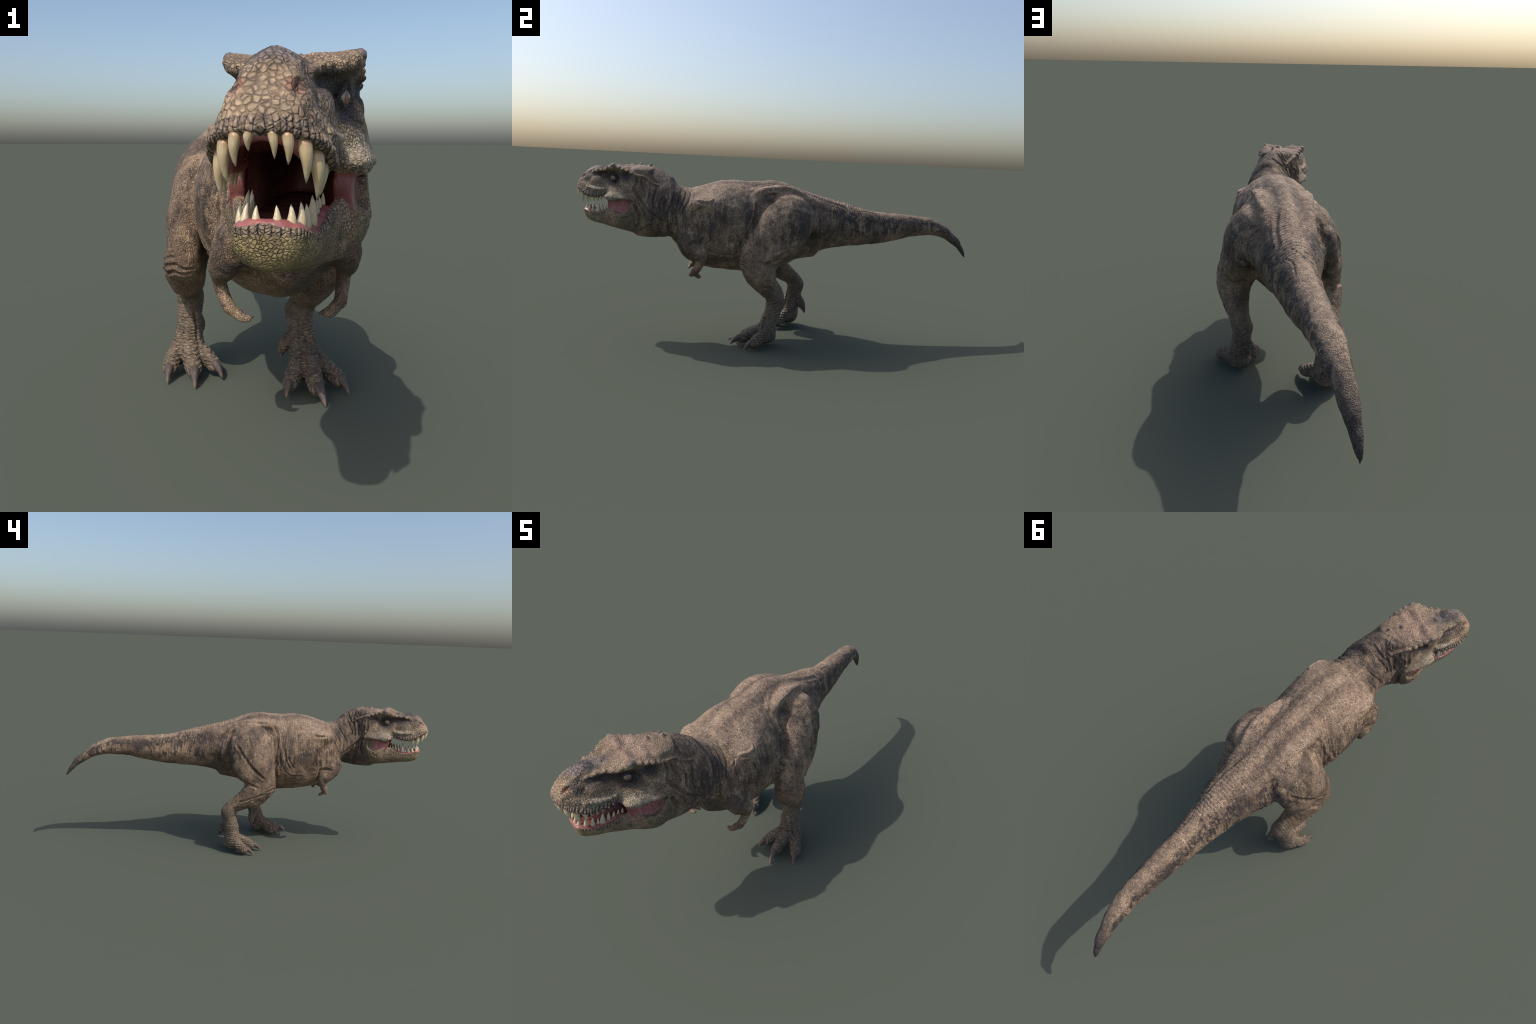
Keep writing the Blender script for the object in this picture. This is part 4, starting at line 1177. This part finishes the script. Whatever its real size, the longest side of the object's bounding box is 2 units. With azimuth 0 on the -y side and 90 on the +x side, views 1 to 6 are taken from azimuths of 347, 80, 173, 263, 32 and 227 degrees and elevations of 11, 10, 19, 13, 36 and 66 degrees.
L = {n: i for i, n in enumerate(PARTS)}
is_ = lambda *n: np.isin(face_l, [L[q] for q in n])
torso = part("torso", is_("torso"), skin, root)
neck = part("neck", is_("neck") & ~lined_f, skin, root)
tail = part("tail", is_("tail"), skin, root)
head = part("head", is_("head") & ~lined_f, skin, root)
jaw = part("lower_jaw", is_("lower_jaw") & ~lined_f, skin, head)
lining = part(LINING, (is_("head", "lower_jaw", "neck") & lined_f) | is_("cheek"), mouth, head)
legs, hands = {}, {}
toe_left = {}
for side, m in (("left", left), ("right", ~left)):
    lg = part("hind_leg", is_("thigh", "shin") & m, skin, root)
    legs[side] = lg
    part("foot", is_("foot") & m, skin, lg)
    toes = TOES[side]
    keys = list(toes)[:3]
    c = np.array([np.array(toes[k])[2, :3] for k in keys] + [(.10, -.05, .105) if side == "left" else (-.128, .138, .12)])
    near = np.argmin(np.stack([np.linalg.norm(cen - q, axis=1) for q in c], 1), 1)
    for j in range(4):
        part("toe", is_("toe") & m & (near == j), skin, lg)
    arm = part("forelimb", is_("arm") & m, skin, root)
    hands[side] = part("hand", is_("hand") & m, skin, arm)
    hands[side + "_arm"] = arm

# ------------------------------------------------------------------ teeth, claws, eyes
def spike(name, base, tip, radius, bend, material, parent, side_hint, rings=9, sides=12, flat=.8, power=.75, bulge=.12):
    """A curved tapering spike from base to tip; bend is a vector that the middle is pushed by."""
    base, tip, bend = map(lambda q: Vector(tuple(q)), (base, tip, bend))
    axis = tip - base
    Ln = axis.length
    zdir = axis.normalized()
    xdir = Vector(tuple(side_hint)); xdir = (xdir - zdir * xdir.dot(zdir)).normalized()
    ydir = zdir.cross(xdir)
    vs, fs = [], []
    for i in range(rings):
        t = i / (rings - 1)
        r = radius * max((1 - t)**power * (1 + bulge * math.sin(math.pi * min(t * 1.5, 1))), .035) / Ln
        off = bend * (4 * t * (1 - t)) / Ln
        c = Vector((off.dot(xdir), off.dot(ydir), off.dot(zdir) + t))
        for j in range(sides):
            a = math.tau * j / sides
            vs.append(c + Vector((r * math.cos(a) * flat, r * math.sin(a), 0)))
    for i in range(rings - 1):
        for j in range(sides):
            k = (j + 1) % sides
            fs.append((i * sides + j, i * sides + k, (i + 1) * sides + k, (i + 1) * sides + j))
    fs.append(tuple((rings - 1) * sides + j for j in range(sides)))
    fs.append(tuple(range(sides - 1, -1, -1)))
    me = bpy.data.meshes.new(name)
    me.from_pydata(vs, [], fs)
    me.polygons.foreach_set("use_smooth", [True] * len(fs))
    me.materials.append(material)
    o = bpy.data.objects.new(name, me)
    col_.objects.link(o)
    from mathutils import Matrix
    M = Matrix((xdir, ydir, zdir)).transposed().to_4x4()
    o.matrix_world = Matrix.Translation(base) @ M @ Matrix.Scale(Ln, 4)
    o.parent = parent
    return o


rng = random.Random(12)
# distance along the snout, sideways, height of the tip, radius
UPPER = [(.224, .008, .670, .0074), (.219, .024, .661, .0102), (.204, .040, .640, .0106), (.181, .050, .623, .0120), (.157, .054, .622, .0116), (.141, .053, .640, .0078),
         (.122, .053, .630, .0092), (.103, .051, .633, .0086), (.084, .051, .638, .0078), (.068, .052, .648, .0064)]
LOWER = [(.187, .011, .620, .0088), (.180, .027, .620, .0088), (.161, .036, .619, .0094), (.140, .039, .614, .0092), (.124, .039, .607, .0074), (.108, .040, .628, .0112), (.088, .041, .614, .0086),
         (.071, .043, .617, .0074), (.056, .046, .620, .0064), (.042, .049, .622, .0054)]
for s in SIDES:
    for k, (a, t, tip, r) in enumerate(UPPER):
        z = float(lipz_at(a)) + .008
        ln = (z - tip) * rng.uniform(.86, 1.04) * (.80 if (s < 0 and k in (0, 5)) else 1); r *= rng.uniform(.90, 1.10)
        a += .004; t += .004
        b = head_to_world(np.array([a - .002, t * s, z])); e = head_to_world(np.array([a - .003 - .06 * ln, (t + .002 + rng.uniform(-.003, .003)) * s, z - ln]))
        spike("tooth", b, e, r, FWD * ln * .08 + LEFT * s * ln * .05, tooth_mat, head, LEFT, power=.62, bulge=.10)
    for k, (a, t, tip, r) in enumerate(LOWER):
        z = float(jawz_at(a)) - .009
        ln = (tip - z) * rng.uniform(.90, 1.08); r *= rng.uniform(.92, 1.08)
        b = head_to_world(np.array([a, t * s, z])); e = head_to_world(np.array([a - .10 * ln, (t + rng.uniform(-.001, .003)) * s, z + ln]))
        spike("tooth", b, e, r, FWD * ln * .06 + LEFT * s * ln * .05, tooth_mat, jaw, LEFT, power=.62, bulge=.10)

CLAWS = {"left": [((.150, -.206, .031), (.156, -.272, .001)), ((.227, -.168, .030), (.245, -.216, .001)), ((.085, -.173, .032), (.062, -.215, .010)), ((.098, -.052, .094), (.089, -.057, .064))],
         "right": [((-.167, -.017, .034), (-.171, -.083, .001)), ((-.232, .026, .031), (-.247, -.033, .002)), ((-.106, .006, .034), (-.085, -.042, .008)), ((-.126, .143, .110), (-.121, .153, .074))]}
for side, cl in CLAWS.items():
    for k, (b, e) in enumerate(cl):
        spike("claw", b, e, (.0205, .0192, .0192, .0125)[k], (0, 0, .014 if k < 3 else .0) if k < 3 else (0, .003, 0), claw_mat, legs[side], (1, 0, 0), flat=.88, power=.54, bulge=.04)
for s, side, x0 in ((1, "left", .120), (-1, "right", -.130)):
    for (dx, y, z, ex, ey, ez) in ((.038, -.457, .322, .050, -.455, .323), (.034, -.426, .314, .045, -.421, .309)):
        spike("claw", (x0 - s * dx, y, z), (x0 - s * ex, ey, ez), .0050, (0, 0, .002), claw_mat, hands[side] or hands[side + "_arm"], (0, 1, 0), flat=.85)

from mathutils import Matrix


def boss(name, place, size, parent):
    """A smooth horny knob set into the skin."""
    me = bpy.data.meshes.new(name)
    r_, c_ = 14, 20
    vs = [(math.sin(math.pi * i / r_) * math.cos(math.tau * j / c_), math.sin(math.pi * i / r_) * math.sin(math.tau * j / c_), math.cos(math.pi * i / r_)) for i in range(r_ + 1) for j in range(c_)]
    vs = [tuple((1 + .10 * noise.noise(Vector(v) * 1.7 + Vector(tuple(place)) * 40)) * q * size[k] for k, q in enumerate(v)) for v in vs]
    fs = [(i * c_ + j, (i + 1) * c_ + j, (i + 1) * c_ + (j + 1) % c_, i * c_ + (j + 1) % c_) for i in range(r_) for j in range(c_)]
    me.from_pydata(vs, [], fs)
    me.polygons.foreach_set("use_smooth", [True] * len(fs))
    me.materials.append(horn_mat)
    o = bpy.data.objects.new(name, me)
    col_.objects.link(o)
    o.matrix_world = Matrix.Translation(Vector(tuple(head_to_world(np.array(place))))) @ Matrix.Rotation(-YAW, 4, "Z")
    o.parent = parent


for s in SIDES:
    boss("brow_horn", (.003, .0930 * s, .808), (.0095, .0125, .0095), head)
boss("nape_knob", (-.089, -.002, .818), (.0070, .0085, .0085), neck)
boss("nape_knob", (-.142, .004, .818), (.0060, .0065, .0065), neck)
bm_eye = bpy.data.meshes.new("eye")
rows, cols_ = 24, 32
ev = [(math.sin(math.pi * i / rows) * math.cos(math.tau * j / cols_), math.sin(math.pi * i / rows) * math.sin(math.tau * j / cols_), math.cos(math.pi * i / rows)) for i in range(rows + 1) for j in range(cols_)]
ef = [(i * cols_ + j, (i + 1) * cols_ + j, (i + 1) * cols_ + (j + 1) % cols_, i * cols_ + (j + 1) % cols_) for i in range(rows) for j in range(cols_)]
R_EYE = .0125
bm_eye.from_pydata([tuple(R_EYE * q for q in p) for p in ev], [], ef)
bm_eye.polygons.foreach_set("use_smooth", [True] * len(ef))
bm_eye.materials.append(eye_mat)
for s in SIDES:
    o = bpy.data.objects.new("eye", bm_eye)
    col_.objects.link(o)
    p = head_to_world(np.array([.0135, .0695 * s, .7505]))
    g = Vector(tuple(FWD * .30 + LEFT * s * .94 + np.array([0, 0, -.10]))).normalized()
    o.matrix_world = Matrix.Translation(Vector(tuple(p))) @ g.to_track_quat("Z", "Y").to_matrix().to_4x4()
    o.parent = head
